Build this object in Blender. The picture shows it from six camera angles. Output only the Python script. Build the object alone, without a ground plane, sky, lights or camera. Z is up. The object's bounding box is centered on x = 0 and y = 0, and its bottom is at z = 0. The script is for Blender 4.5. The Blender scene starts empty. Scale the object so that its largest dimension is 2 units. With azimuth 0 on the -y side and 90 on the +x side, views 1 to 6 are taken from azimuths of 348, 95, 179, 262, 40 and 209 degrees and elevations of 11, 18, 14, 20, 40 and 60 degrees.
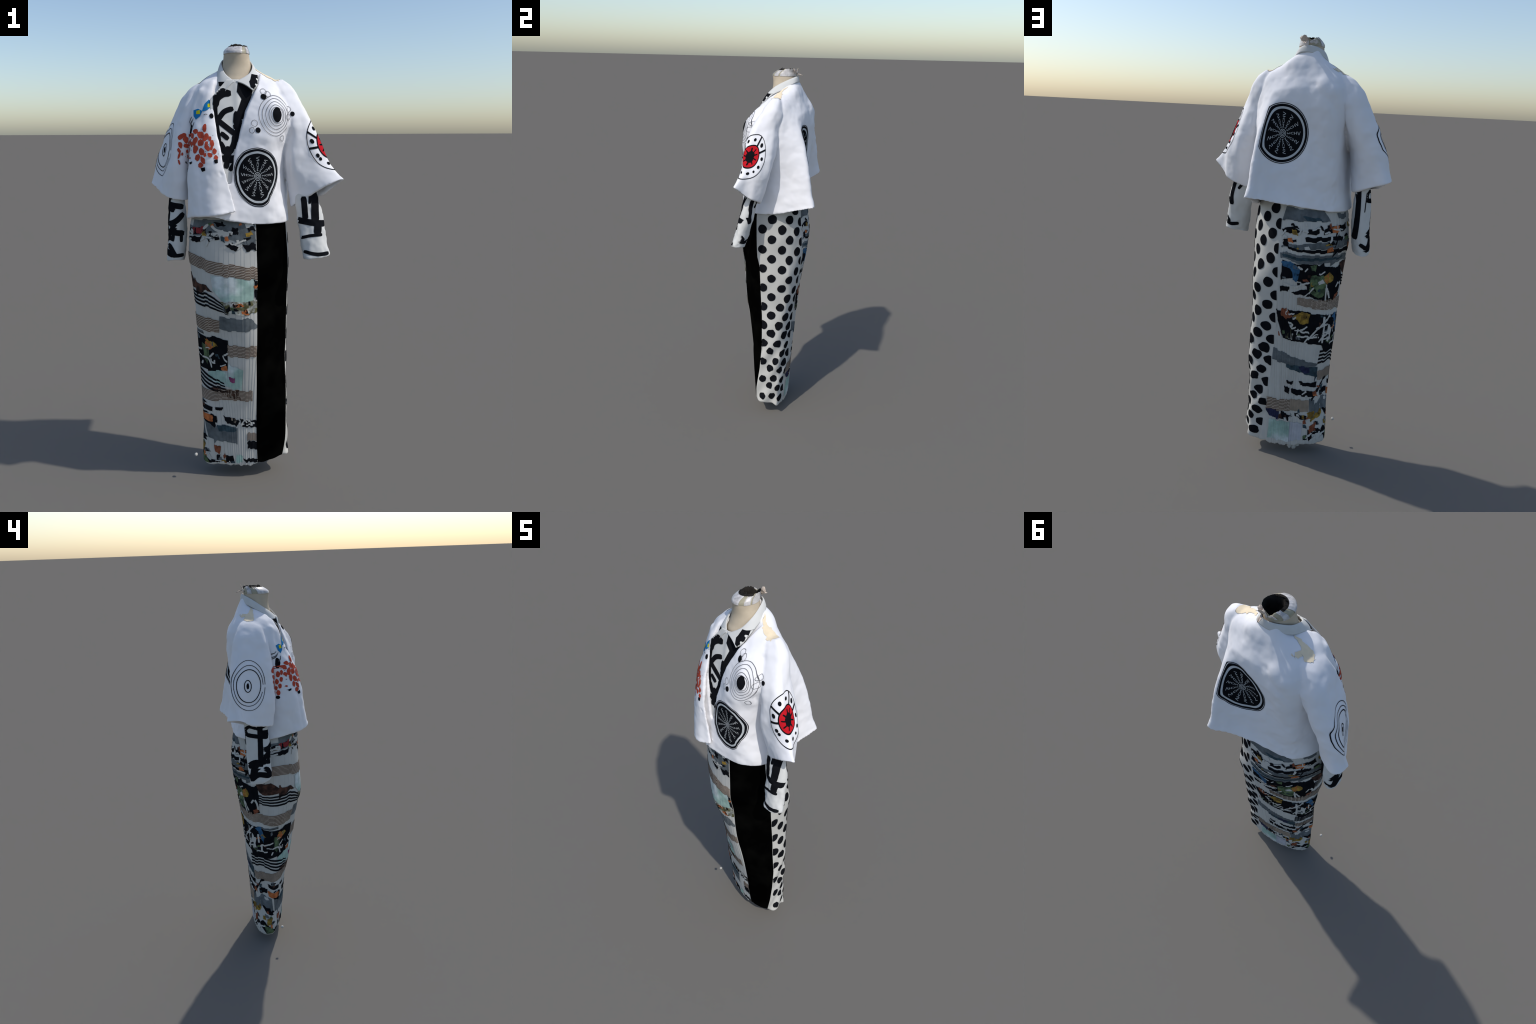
# A dressmaker's mannequin in a white kimono jacket, a lettered shirt and a long
# three-panel skirt.  Units: metres, z up, front towards -y.
import bpy, bmesh, math, random
import numpy as np
from mathutils import Vector, noise
from mathutils.bvhtree import BVHTree

random.seed(7)
rng = np.random.default_rng(7)

# ------------------------------------------------------------------ helpers
def new_object(name, verts, faces, material=None, smooth=True):
    me = bpy.data.meshes.new(name)
    me.from_pydata([tuple(map(float, v)) for v in verts], [], [tuple(map(int, f)) for f in faces])
    me.validate()
    me.update()
    ob = bpy.data.objects.new(name, me)
    bpy.context.scene.collection.objects.link(ob)
    if material:
        me.materials.append(material)
    if smooth:
        me.polygons.foreach_set('use_smooth', [True] * len(me.polygons))
    return ob


def apply_modifiers(ob):
    bpy.context.view_layer.update()
    dg = bpy.context.evaluated_depsgraph_get()
    me = bpy.data.meshes.new_from_object(ob.evaluated_get(dg))
    old = ob.data
    ob.modifiers.clear()
    ob.data = me
    bpy.data.meshes.remove(old)
    return ob


def remove(ob):
    me = ob.data
    bpy.data.objects.remove(ob)
    bpy.data.meshes.remove(me)


def parent(child, to):
    child.parent = to
    return child


def catmull(P, n, closed):
    """n points per span along a Catmull-Rom curve through the rows of P."""
    P = np.asarray(P, float)
    m = len(P)
    out = []
    spans = m if closed else m - 1
    for i in range(spans):
        if closed:
            p0, p1, p2, p3 = P[(i - 1) % m], P[i], P[(i + 1) % m], P[(i + 2) % m]
        else:
            p0, p1, p2, p3 = P[max(i - 1, 0)], P[i], P[i + 1], P[min(i + 2, m - 1)]
        for k in range(n):
            t = k / n
            out.append(0.5 * (2 * p1 + (p2 - p0) * t + (2 * p0 - 5 * p1 + 4 * p2 - p3) * t * t
                              + (3 * p1 - p0 - 3 * p2 + p3) * t ** 3))
    if not closed:
        out.append(P[-1])
    return np.array(out)


def loft_rings(sections, around=8, along=6):
    """sections: list of rings of control points -> dense (rows, cols, 3) array."""
    S = np.array([catmull(s, around, True) for s in sections])
    return np.array([catmull(S[:, j], along, False) for j in range(S.shape[1])]).transpose(1, 0, 2)


def tube_mesh(name, G, caps=True, material=None):
    """closed tube from a (rows, cols, 3) grid of rings."""
    r, c = G.shape[:2]
    V = G.reshape(-1, 3).tolist()
    F = []
    for i in range(r - 1):
        for j in range(c):
            a, b = i * c + j, i * c + (j + 1) % c
            F.append((a, b, b + c, a + c))
    if caps:
        for row, flip in ((0, True), (r - 1, False)):
            V.append(G[row].mean(0).tolist())
            k = len(V) - 1
            for j in range(c):
                a, b = row * c + j, row * c + (j + 1) % c
                F.append((b, a, k) if flip else (a, b, k))
    ob = new_object(name, V, F, material)
    bm = bmesh.new()
    bm.from_mesh(ob.data)
    bmesh.ops.recalc_face_normals(bm, faces=bm.faces)
    bm.to_mesh(ob.data)
    bm.free()
    return ob


def sheet_mesh(name, G, thick=0.0, material=None):
    r, c = G.shape[:2]
    F = [(i * c + j, i * c + j + 1, (i + 1) * c + j + 1, (i + 1) * c + j) for i in range(r - 1) for j in range(c - 1)]
    ob = new_object(name, G.reshape(-1, 3), F, material)
    if thick:
        m = ob.modifiers.new('s', 'SOLIDIFY')
        m.thickness = thick
        m.offset = 0
        apply_modifiers(ob)
        ob.data.polygons.foreach_set('use_smooth', [True] * len(ob.data.polygons))
    return ob


def boolean(ob, cutter, op='DIFFERENCE'):
    m = ob.modifiers.new('b', 'BOOLEAN')
    m.operation = op
    m.solver = 'EXACT'
    m.object = cutter
    apply_modifiers(ob)
    remove(cutter)
    return ob


def prism(name, outline_xz, y0, y1):
    """closed prism standing on an (x, z) outline, from y0 to y1; y1 may be a function of z."""
    n = len(outline_xz)
    f = y1 if callable(y1) else (lambda z: y1)
    V = [(x, y0, z) for x, z in outline_xz] + [(x, f(z), z) for x, z in outline_xz]
    F = [tuple(range(n)), tuple(range(2 * n - 1, n - 1, -1))]
    F += [(i, i + n, (i + 1) % n + n, (i + 1) % n) for i in range(n)]
    ob = new_object(name, V, F, smooth=False)
    bm = bmesh.new()
    bm.from_mesh(ob.data)
    bmesh.ops.triangulate(bm, faces=bm.faces)
    bmesh.ops.recalc_face_normals(bm, faces=bm.faces)
    bm.to_mesh(ob.data)
    bm.free()
    return ob


def join(obs, name):
    V, F, off = [], [], 0
    for o in obs:
        V += [tuple(v.co) for v in o.data.vertices]
        F += [tuple(i + off for i in p.vertices) for p in o.data.polygons]
        off = len(V)
    for o in obs:
        remove(o)
    return new_object(name, V, F)


def remesh(ob, voxel, smooth=0, factor=0.5):
    m = ob.modifiers.new('r', 'REMESH')
    m.mode = 'VOXEL'
    m.voxel_size = voxel
    m.use_smooth_shade = True
    if smooth:
        s = ob.modifiers.new('s', 'SMOOTH')
        s.factor = factor
        s.iterations = smooth
    return apply_modifiers(ob)


def verts_of(ob):
    a = np.empty(len(ob.data.vertices) * 3)
    ob.data.vertices.foreach_get('co', a)
    return a.reshape(-1, 3)


def normals_of(ob):
    a = np.empty(len(ob.data.vertices) * 3)
    ob.data.vertices.foreach_get('normal', a)
    return a.reshape(-1, 3)


def set_verts(ob, V):
    ob.data.vertices.foreach_set('co', V.ravel())
    ob.data.update()


def noise_of(V, scale, seed=0.0):
    return np.array([noise.noise(Vector((v[0] * scale + seed, v[1] * scale - seed, v[2] * scale + 2 * seed))) for v in V])


def seg_dist(V, a, b):
    a, b = np.array(a, float), np.array(b, float)
    d = b - a
    t = np.clip(((V - a) @ d) / (d @ d), 0, 1)
    return np.linalg.norm(V - (a + t[:, None] * d), axis=1), t


def press_folds(ob, folds, lumps=()):
    """soft fabric folds: (from, to, half width, height) ridges (+) and valleys (-)."""
    V, N = verts_of(ob), normals_of(ob)
    D = np.zeros(len(V))
    for pts, width, height in folds:
        best = np.full(len(V), 9.0)
        for a, b in zip(pts[:-1], pts[1:]):
            best = np.minimum(best, seg_dist(V, a, b)[0])
        D += height * np.exp(-(best / width) ** 2)
    for scale, amount, seed in lumps:
        D += amount * noise_of(V, scale, seed)
    set_verts(ob, V + N * D[:, None])


# ---------------------------------------------------------------- materials
def cloth(name, color, rough=0.85, mottle=0.04, scale=30.0, bump=0.15, bump_scale=900.0, sheen=0.0, spec=0.1, second=None, second_amount=0.0, second_scale=6.0):
    m = bpy.data.materials.new(name)
    m.use_nodes = True
    nt = m.node_tree
    b = nt.nodes['Principled BSDF']
    b.inputs['Roughness'].default_value = rough
    b.inputs['Specular IOR Level'].default_value = spec
    if sheen:
        b.inputs['Sheen Weight'].default_value = sheen
    tc = nt.nodes.new('ShaderNodeTexCoord')
    n1 = nt.nodes.new('ShaderNodeTexNoise')
    n1.inputs['Scale'].default_value = scale
    n1.inputs['Detail'].default_value = 4
    nt.links.new(tc.outputs['Object'], n1.inputs['Vector'])
    mr = nt.nodes.new('ShaderNodeMapRange')
    mr.inputs['From Min'].default_value = 0.3
    mr.inputs['From Max'].default_value = 0.7
    mr.inputs['To Min'].default_value = 1 - mottle
    mr.inputs['To Max'].default_value = 1 + mottle
    nt.links.new(n1.outputs['Fac'], mr.inputs['Value'])
    base = nt.nodes.new('ShaderNodeRGB')
    base.outputs[0].default_value = (*color, 1)
    src = base.outputs[0]
    if second:
        n2 = nt.nodes.new('ShaderNodeTexNoise')
        n2.inputs['Scale'].default_value = second_scale
        n2.inputs['Detail'].default_value = 5
        nt.links.new(tc.outputs['Object'], n2.inputs['Vector'])
        r2 = nt.nodes.new('ShaderNodeMapRange')
        r2.inputs['From Min'].default_value = 0.45
        r2.inputs['From Max'].default_value = 0.6
        r2.inputs['To Max'].default_value = second_amount
        nt.links.new(n2.outputs['Fac'], r2.inputs['Value'])
        mx = nt.nodes.new('ShaderNodeMix')
        mx.data_type = 'RGBA'
        nt.links.new(r2.outputs[0], mx.inputs[0])
        nt.links.new(src, mx.inputs[6])
        mx.inputs[7].default_value = (*second, 1)
        src = mx.outputs[2]
    mul = nt.nodes.new('ShaderNodeVectorMath')
    mul.operation = 'SCALE'
    nt.links.new(src, mul.inputs[0])
    nt.links.new(mr.outputs[0], mul.inputs['Scale'])
    nt.links.new(mul.outputs[0], b.inputs['Base Color'])
    if bump:
        n3 = nt.nodes.new('ShaderNodeTexNoise')
        n3.inputs['Scale'].default_value = bump_scale
        nt.links.new(tc.outputs['Object'], n3.inputs['Vector'])
        bp = nt.nodes.new('ShaderNodeBump')
        bp.inputs['Strength'].default_value = bump
        bp.inputs['Distance'].default_value = 0.001
        nt.links.new(n3.outputs['Fac'], bp.inputs['Height'])
        nt.links.new(bp.outputs['Normal'], b.inputs['Normal'])
    return m


MAT = {
    'jacket': cloth('white_scuba_cloth', (0.79, 0.785, 0.805), mottle=0.02, scale=12),
    'shirt': cloth('shirt_cotton', (0.60, 0.60, 0.58), mottle=0.03),
    'skirt_white': cloth('skirt_white_cloth', (0.49, 0.485, 0.455), mottle=0.05, scale=18),
    'skirt_dots': cloth('dotted_white_cloth', (0.50, 0.49, 0.455), mottle=0.06, scale=10),
    'skirt_black': cloth('black_cloth', (0.0010, 0.0010, 0.0010), rough=0.9, mottle=0.3, scale=9, spec=0.0, second=(0.0035, 0.0035, 0.003), second_amount=0.6),
    'ink': cloth('black_ink', (0.0085, 0.009, 0.011), rough=0.9, mottle=0.2, spec=0.0),
    'skin': cloth('mannequin_linen', (0.52, 0.44, 0.33), rough=0.8, mottle=0.06, scale=25, second=(0.44, 0.36, 0.26), second_amount=0.4),
    'tape': cloth('silver_tape', (0.50, 0.48, 0.47), rough=0.35, mottle=0.3, scale=60, spec=0.5),
    'tape_olive': cloth('olive_tape', (0.34, 0.31, 0.22), rough=0.45, mottle=0.12, scale=60, spec=0.5),
    'hollow': cloth('dark_neck_hollow', (0.02, 0.017, 0.014), rough=0.7, mottle=0.4, scale=60),
    'torn': cloth('torn_paper', (0.55, 0.46, 0.38), mottle=0.15, scale=80),
    'scan_speck': cloth('scan_speck', (0.5, 0.48, 0.44), mottle=0.3, scale=150),
}

# ------------------------------------------------------------- root objects
root = bpy.data.objects.new('dressed_mannequin', None)
bpy.context.scene.collection.objects.link(root)
root['label'] = 'mannequin in white printed kimono jacket, lettered shirt and collage skirt'
root['category'] = 'dressed mannequin'

# -------------------------------------------------------------------- skirt
# Each level is a smooth convex section given by its support function
# h(p) = cx cos p + cy sin p + size + (2nd, 3rd, ... order cos and sin terms).
SKIRT_LEVELS = [
    (1.34, (-0.028, -0.015, 0.150, 0.016, -0.008, -0.002, -0.003)),
    (1.29, (-0.028, -0.016, 0.172, 0.018, -0.010, -0.002, -0.003)),
    (1.25, (-0.030, -0.016, 0.192, 0.018, -0.012, 0.000, -0.004)),
    (1.10, (-0.0288, -0.0100, 0.2044, 0.0191, -0.0093, -0.0003, -0.0040, 0.0012, 0.0005, -0.0004, 0.0006, -0.0009, -0.0019)),
    (1.00, (-0.0206, -0.0186, 0.1999, 0.0164, -0.0041, -0.0042, -0.0032, 0.0011, -0.0015, -0.0010, 0.0008, -0.0008, -0.0012)),
    (0.90, (-0.0174, -0.0113, 0.1971, 0.0205, 0.0020, 0.0046, 0.0084, -0.0028, -0.0035, -0.0043, -0.0016, -0.0015, -0.0001)),
    (0.80, (-0.0121, -0.0135, 0.1858, 0.0248, -0.0012, -0.0031, 0.0043, -0.0006, 0.0003, -0.0031, -0.0039, 0.0001, 0.0000)),
    (0.70, (-0.0082, -0.0092, 0.1785, 0.0280, -0.0095, -0.0027, 0.0089, -0.0012, 0.0007, -0.0034, -0.0040, -0.0001, 0.0003)),
    (0.60, (-0.0049, -0.0045, 0.1709, 0.0333, -0.0089, 0.0002, 0.0096, 0.0004, 0.0002, -0.0034, -0.0030, 0.0002, 0.0004)),
    (0.50, (-0.0013, -0.0046, 0.1654, 0.0396, -0.0075, -0.0022, 0.0053, -0.0007, 0.0019, -0.0033, -0.0014, 0.0010, 0.0005)),
    (0.40, (0.0029, -0.0075, 0.1618, 0.0442, -0.0097, -0.0097, -0.0009, -0.0040, 0.0052, -0.0026, -0.0009, 0.0009, 0.0000)),
    (0.30, (0.0048, -0.0082, 0.1599, 0.0477, -0.0119, -0.0127, -0.0044, -0.0074, 0.0080, -0.0024, -0.0006, 0.0009, -0.0004)),
    (0.20, (0.0061, -0.0031, 0.1573, 0.0492, -0.0168, -0.0101, -0.0000, -0.0090, 0.0059, -0.0027, -0.0004, 0.0006, -0.0006)),
    (0.10, (0.0060, 0.0001, 0.1566, 0.0529, -0.0207, -0.0089, 0.0007, -0.0114, 0.0053, -0.0017, -0.0015, 0.0000, -0.0010)),
    (0.03, (0.0060, 0.0001, 0.1526, 0.0529, -0.0207, -0.0089, 0.0007, -0.0114, 0.0053, -0.0017, -0.0015, 0.0000, -0.0010)),
]
ANG = np.arange(0, 360, 1.0)          # degrees from the front (-y) towards -x


def section_radius(c):
    """outline of the convex section whose support function has these terms."""
    p = np.radians(np.arange(0, 360, 2.0))
    h = c[0] * np.cos(p) + c[1] * np.sin(p) + c[2]
    for i in range(3, len(c), 2):
        m = (i + 1) // 2
        h = h + c[i] * np.cos(m * p) + c[i + 1] * np.sin(m * p)
    t = np.radians(-90.0 - ANG)                     # plan direction of each angle
    k = np.cos(t[:, None] - p[None, :])
    r = np.where(k > 0.08, h / np.maximum(k, 0.08), 9.0).min(1)
    for _ in range(6):
        r = (np.roll(r, 1) + 2 * r + np.roll(r, -1)) / 4
    return r


_tab = np.array([section_radius(c) for z, c in SKIRT_LEVELS])[::-1]
_zs = np.array([z for z, c in SKIRT_LEVELS])[::-1]
Z_FINE = np.linspace(0.03, 1.34, 263)
R_FINE = np.array([np.interp(Z_FINE, _zs, _tab[:, j]) for j in range(360)]).T
for _ in range(30):                   # ease the joints between levels
    R_FINE[1:-1] = 0.25 * R_FINE[:-2] + 0.5 * R_FINE[1:-1] + 0.25 * R_FINE[2:]


def smooth_radius(a, z):
    a = np.asarray(a, float) % 360
    fz = np.clip((np.asarray(z, float) - 0.03) / 0.005, 0, 261.999)
    i, f = fz.astype(int), fz - fz.astype(int)
    j = a.astype(int) % 360
    g = a - a.astype(int)
    k = (j + 1) % 360
    return (R_FINE[i, j] * (1 - g) + R_FINE[i, k] * g) * (1 - f) + (R_FINE[i + 1, j] * (1 - g) + R_FINE[i + 1, k] * g) * f


# seams between the three panels: angle as a function of height
BLACK_EDGE = ([0.03, 0.075, 0.193, 0.339, 0.511, 0.627, 0.768, 0.914, 1.005, 1.35], [-26, -24.5, -19.3, -16.6, -12.6, -9.3, -8.2, -7.4, -6.5, -5.5])
DOT_EDGE = ([0.03, 0.163, 0.305, 0.436, 0.652, 0.79, 0.944, 0.996, 1.21, 1.35], [300, 296.3, 290.5, 287.6, 288.8, 291.3, 293.5, 297, 301, 301])
BACK_EDGE = ([0.03, 0.081, 0.196, 0.292, 0.355, 0.473, 0.59, 0.692, 0.82, 0.95, 1.061, 1.35], [249, 246, 236.5, 231.2, 228.1, 222.6, 217.5, 214.5, 210.6, 209, 209, 207])


def edge(e, z):
    return np.interp(z, e[0], e[1])


PLEATS = np.cumsum(np.r_[-30.0, rng.uniform(4.0, 8.5, 70)])
PLEAT_DEPTH = rng.uniform(0.0012, 0.0036, len(PLEATS))
PLEAT_DEPTH = PLEAT_DEPTH * np.interp(PLEATS, [-30, 40, 90, 130], [0.45, 0.6, 1.0, 1.5])
PLEAT_STEP = rng.uniform(-0.0045, 0.0045, len(PLEATS))


def skirt_offset(a, z):
    """pleats on the collage panel, crumples low on the dotted panel, ridges on the black one."""
    a, z = np.asarray(a, float), np.asarray(z, float)
    al = np.where(a > 330, a - 360, a)
    i = np.clip(np.searchsorted(PLEATS, al) - 1, 0, len(PLEATS) - 2)
    t = (al - PLEATS[i]) / (PLEATS[i + 1] - PLEATS[i])
    saw = np.where(t < 0.9, t / 0.9, (1 - t) / 0.1) - 0.5
    fade = np.clip((1.3 - z) / 0.5, 0.35, 1.0)
    on_collage = (al > edge(BLACK_EDGE, z) + 1) & (al < edge(BACK_EDGE, z) - 1)
    d = np.where(on_collage, PLEAT_DEPTH[i] * saw * fade, 0.0)
    on_dots = (al >= edge(BACK_EDGE, z) - 1) & (al < edge(DOT_EDGE, z) - 1)
    low = np.clip((0.62 - z) / 0.4, 0, 1)
    crumple = 0.006 * np.sin(np.radians(al * 9) + 9 * z) * np.sin(17 * z + np.radians(al * 5)) + 0.004 * np.sin(41 * z + np.radians(al * 11))
    d = d + np.where(on_dots, crumple * (0.12 + low), 0.0)
    on_black = ~on_collage & ~on_dots
    d = d + np.where(on_black, 0.0022 * np.sin(np.radians(al * 13) + 1.5 * z) * np.clip((1.0 - z) / 0.4, 0, 1), 0.0)
    return d


def skirt_point(a, z, out=0.0):
    a, z = np.asarray(a, float), np.asarray(z, float)
    r = smooth_radius(a, z) + skirt_offset(a, z) + out
    t = np.radians(a)
    return np.stack([-r * np.sin(t), -r * np.cos(t), z], -1)


HEM = ([0, 30, 60, 90, 120, 150, 180, 205, 230, 250, 265, 285, 297, 312, 330, 345, 360],
       [.068, .070, .070, .058, .060, .053, .050, .052, .056, .066, .080, .100, .106, .094, .082, .073, .068])


def hem_height(a):
    """the skirt's ragged lower edge: highest at the left front seam."""
    al = np.asarray(a, float) % 360
    t = np.radians(al)
    return np.interp(al, HEM[0], HEM[1]) + 0.003 * np.sin(t * 11) + 0.002 * np.sin(t * 23 + 1)


def skirt_panel(name, lo, hi, n, rows, material):
    """one panel between two seams; lo and hi are functions of height."""
    zs = np.linspace(0.0, 1.0, rows)
    G = np.zeros((rows, n, 3))
    for j in range(n):
        u = j / (n - 1)
        abot = lo(0.06) * (1 - u) + hi(0.06) * u
        z = hem_height(abot) + (1.335 - hem_height(abot)) * zs
        a = lo(z) * (1 - u) + hi(z) * u
        G[:, j] = skirt_point(a, z)
    # tuck the hem inwards so that the edge is rounded
    a0 = [lo(0.06) * (1 - j / (n - 1)) + hi(0.06) * j / (n - 1) for j in range(n)]
    rim = []
    for shrink, drop in ((0.80, -0.006), (0.93, -0.008), (0.985, -0.005)):
        row = G[0].copy()
        row[:, :2] *= shrink
        row[:, 2] += drop
        rim.append(row)
    return sheet_mesh(name, np.concatenate([np.array(rim), G]), material=material)


def dense_angles(lo, hi):
    return max(12, int(abs(hi - lo) * 2.2))


skirt = bpy.data.objects.new('skirt', None)
bpy.context.scene.collection.objects.link(skirt)
parent(skirt, root)
collage = skirt_panel('collage_panel', lambda z: edge(BLACK_EDGE, z), lambda z: edge(BACK_EDGE, z), 560, 130, MAT['skirt_white'])
black_panel = skirt_panel('black_panel', lambda z: edge(DOT_EDGE, z), lambda z: edge(BLACK_EDGE, z) + 360, 130, 130, MAT['skirt_black'])
dot_panel = skirt_panel('dotted_panel', lambda z: edge(BACK_EDGE, z), lambda z: edge(DOT_EDGE, z), 180, 200, MAT['skirt_dots'])
for o in (collage, black_panel, dot_panel):
    parent(o, skirt)

# closed underside and the small lumps that hang below the hem
AU = np.arange(0, 360, 3.0)
rim = np.array([skirt_point(a, hem_height(a) + 0.004) for a in AU])
G = np.array([rim * [s, s, 1] + [0, 0, d] for s, d in ((0.96, 0.004), (0.7, 0.012), (0.35, 0.014), (0.02, 0.015))])
parent(tube_mesh('skirt_underside', G, caps=False, material=MAT['skirt_white']), skirt)


def blob(name, centre, radii, material, rough=0.25, seed=0.0, seg=16):
    V, F = [], []
    rows = seg // 2
    for i in range(rows + 1):
        p = math.pi * i / rows
        for j in range(seg):
            t = 2 * math.pi * j / seg
            d = Vector((math.sin(p) * math.cos(t), math.sin(p) * math.sin(t), math.cos(p)))
            k = 1 + rough * noise.noise(d * 1.8 + Vector((seed, seed, seed)))
            V.append((centre[0] + d.x * radii[0] * k, centre[1] + d.y * radii[1] * k, centre[2] + d.z * radii[2] * k))
    for i in range(rows):
        for j in range(seg):
            a, b = i * seg + j, i * seg + (j + 1) % seg
            F.append((a, a + seg, b + seg, b))
    return new_object(name, V, F, material)


for k, (c, r) in enumerate([((-0.045, 0.045, 0.026), (0.014, 0.012, 0.026)), ((-0.025, 0.05, 0.030), (0.012, 0.012, 0.020)),
                            ((-0.065, 0.045, 0.034), (0.013, 0.012, 0.018))]):
    parent(blob('hem_lump', c, r, MAT['skirt_white'], seed=k * 1.7), skirt)

# ------------------------------------------------------------------- jacket
# Torso rings, counter-clockwise from the front centre:
# front centre, front left, front-left corner, left side (2), back-left corner,
# back left, back centre, back right, back-right corner, right side,
# front-right corner, front right, front right edge.
TORSO = [
    ([1.243, 1.240, 1.240, 1.245, 1.270, 1.303, 1.280, 1.264, 1.253, 1.247, 1.248, 1.262, 1.284, 1.262],
     [(0.0, -0.198), (.10, -.183), (.174, -.120), (.198, -.03), (.217, .09), (.240, .208), (.104, .178), (-.008, .170), (-.108, .168), (-.186, .133), (-.250, .03), (-.256, -.065), (-.212, -.183), (-.09, -.198)]),
    ([1.35] * 14,
     [(.01, -.192), (.088, -.184), (.152, -.118), (.193, -.03), (.207, .08), (.222, .190), (.10, .160), (0, .154), (-.10, .161), (-.172, .132), (-.225, .03), (-.256, -.07), (-.212, -.172), (-.09, -.185)]),
    ([1.45] * 14,
     [(.01, -.190), (.087, -.185), (.144, -.112), (.192, -.03), (.201, .06), (.211, .172), (.10, .143), (0, .147), (-.10, .162), (-.168, .132), (-.212, .03), (-.254, -.075), (-.213, -.154), (-.09, -.17)]),
    ([1.55] * 14,
     [(.02, -.190), (.090, -.187), (.148, -.122), (.196, -.035), (.203, .05), (.195, .155), (.09, .130), (0, .145), (-.10, .167), (-.168, .138), (-.210, .03), (-.246, -.07), (-.206, -.136), (-.09, -.15)]),
    ([1.62] * 14,
     [(.03, -.187), (.10, -.192), (.170, -.138), (.202, -.05), (.203, .04), (.180, .136), (.09, .128), (0, .149), (-.10, .174), (-.169, .145), (-.207, .03), (-.236, -.06), (-.197, -.123), (-.10, -.13)]),
    ([1.70] * 14,
     [(.03, -.162), (.11, -.187), (.178, -.138), (.202, -.04), (.194, .03), (.160, .112), (.09, .130), (0, .155), (-.10, .184), (-.168, .150), (-.205, .04), (-.222, -.045), (-.176, -.101), (-.10, -.105)]),
    ([1.76] * 14,
     [(.03, -.128), (.095, -.148), (.160, -.112), (.190, -.03), (.182, .03), (.145, .092), (.085, .126), (0, .152), (-.095, .183), (-.165, .156), (-.214, .05), (-.212, -.018), (-.168, -.080), (-.09, -.08)]),
    ([1.80] * 14,
     [(.02, -.104), (.08, -.110), (.14, -.080), (.180, -.03), (.175, .03), (.130, .075), (.075, .113), (0, .140), (-.09, .168), (-.16, .145), (-.210, .06), (-.204, -.003), (-.160, -.064), (-.09, -.07)]),
    ([1.84] * 14,
     [(.01, -.07), (.07, -.065), (.125, -.045), (.158, -.015), (.153, .025), (.11, .065), (.065, .098), (0, .122), (-.08, .142), (-.14, .122), (-.18, .07), (-.172, .012), (-.136, -.038), (-.08, -.05)]),
    ([1.862, 1.862, 1.867, 1.872, 1.875, 1.88, 1.885, 1.885, 1.885, 1.88, 1.875, 1.87, 1.865, 1.862],
     [(0, -.04), (.05, -.035), (.088, -.018), (.105, .0), (.103, .032), (.083, .065), (.05, .09), (0, .106), (-.06, .114), (-.105, .097), (-.125, .06), (-.122, .02), (-.10, -.01), (-.06, -.03)]),
    ([1.88, 1.885, 1.89, 1.897, 1.905, 1.912, 1.92, 1.925, 1.92, 1.912, 1.90, 1.893, 1.885, 1.88],
     [(-.01, -.01), (.03, -.01), (.046, .0), (.056, .02), (.054, .042), (.044, .062), (.027, .079), (-.01, .095), (-.05, .096), (-.072, .082), (-.082, .055), (-.082, .028), (-.075, .005), (-.05, -.005)]),
    ([1.89, 1.895, 1.90, 1.91, 1.92, 1.93, 1.94, 1.945, 1.94, 1.93, 1.915, 1.905, 1.895, 1.89],
     [(-.015, .01), (.015, .01), (.035, .015), (.044, .03), (.042, .042), (.035, .06), (.02, .075), (-.01, .085), (-.045, .085), (-.062, .073), (-.072, .055), (-.070, .038), (-.057, .02), (-.035, .01)]),
]
torso_rings = [[(x, y, z) for (x, y), z in zip(p, zz)] for zz, p in TORSO]
torso = tube_mesh('torso', loft_rings(torso_rings))

# sleeves: rings from the opening up into the shoulder
SLEEVE_RIGHT = [
    [(-.405, .165, 1.398), (-.370, .11, 1.364), (-.335, .015, 1.342), (-.285, -.015, 1.336), (-.25, .02, 1.332), (-.245, .08, 1.334), (-.29, .170, 1.36), (-.368, .223, 1.392)],
    [(-.378, .184, 1.49), (-.350, .11, 1.48), (-.322, .004, 1.48), (-.285, -.026, 1.48), (-.240, .0, 1.48), (-.230, .06, 1.48), (-.262, .16, 1.48), (-.325, .203, 1.48)],
    [(-.340, .172, 1.59), (-.326, .105, 1.59), (-.302, .006, 1.59), (-.266, -.026, 1.59), (-.21, .0, 1.59), (-.19, .06, 1.59), (-.222, .165, 1.59), (-.285, .190, 1.59)],
    [(-.296, .148, 1.69), (-.291, .10, 1.69), (-.270, .012, 1.69), (-.240, -.014, 1.69), (-.18, .01, 1.69), (-.15, .06, 1.69), (-.19, .155, 1.69), (-.248, .172, 1.69)],
    [(-.252, .132, 1.78), (-.250, .09, 1.78), (-.233, .025, 1.78), (-.198, .0, 1.78), (-.15, .01, 1.78), (-.12, .06, 1.78), (-.15, .13, 1.78), (-.207, .15, 1.78)],
    [(-.203, .115, 1.83), (-.204, .085, 1.83), (-.19, .03, 1.83), (-.17, .01, 1.83), (-.13, .02, 1.83), (-.11, .06, 1.83), (-.13, .10, 1.83), (-.17, .122, 1.83)],
    [(-.165, .09, 1.847), (-.165, .08, 1.847), (-.16, .05, 1.847), (-.15, .045, 1.847), (-.13, .04, 1.847), (-.12, .06, 1.847), (-.13, .08, 1.847), (-.15, .09, 1.847)],
]
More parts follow.
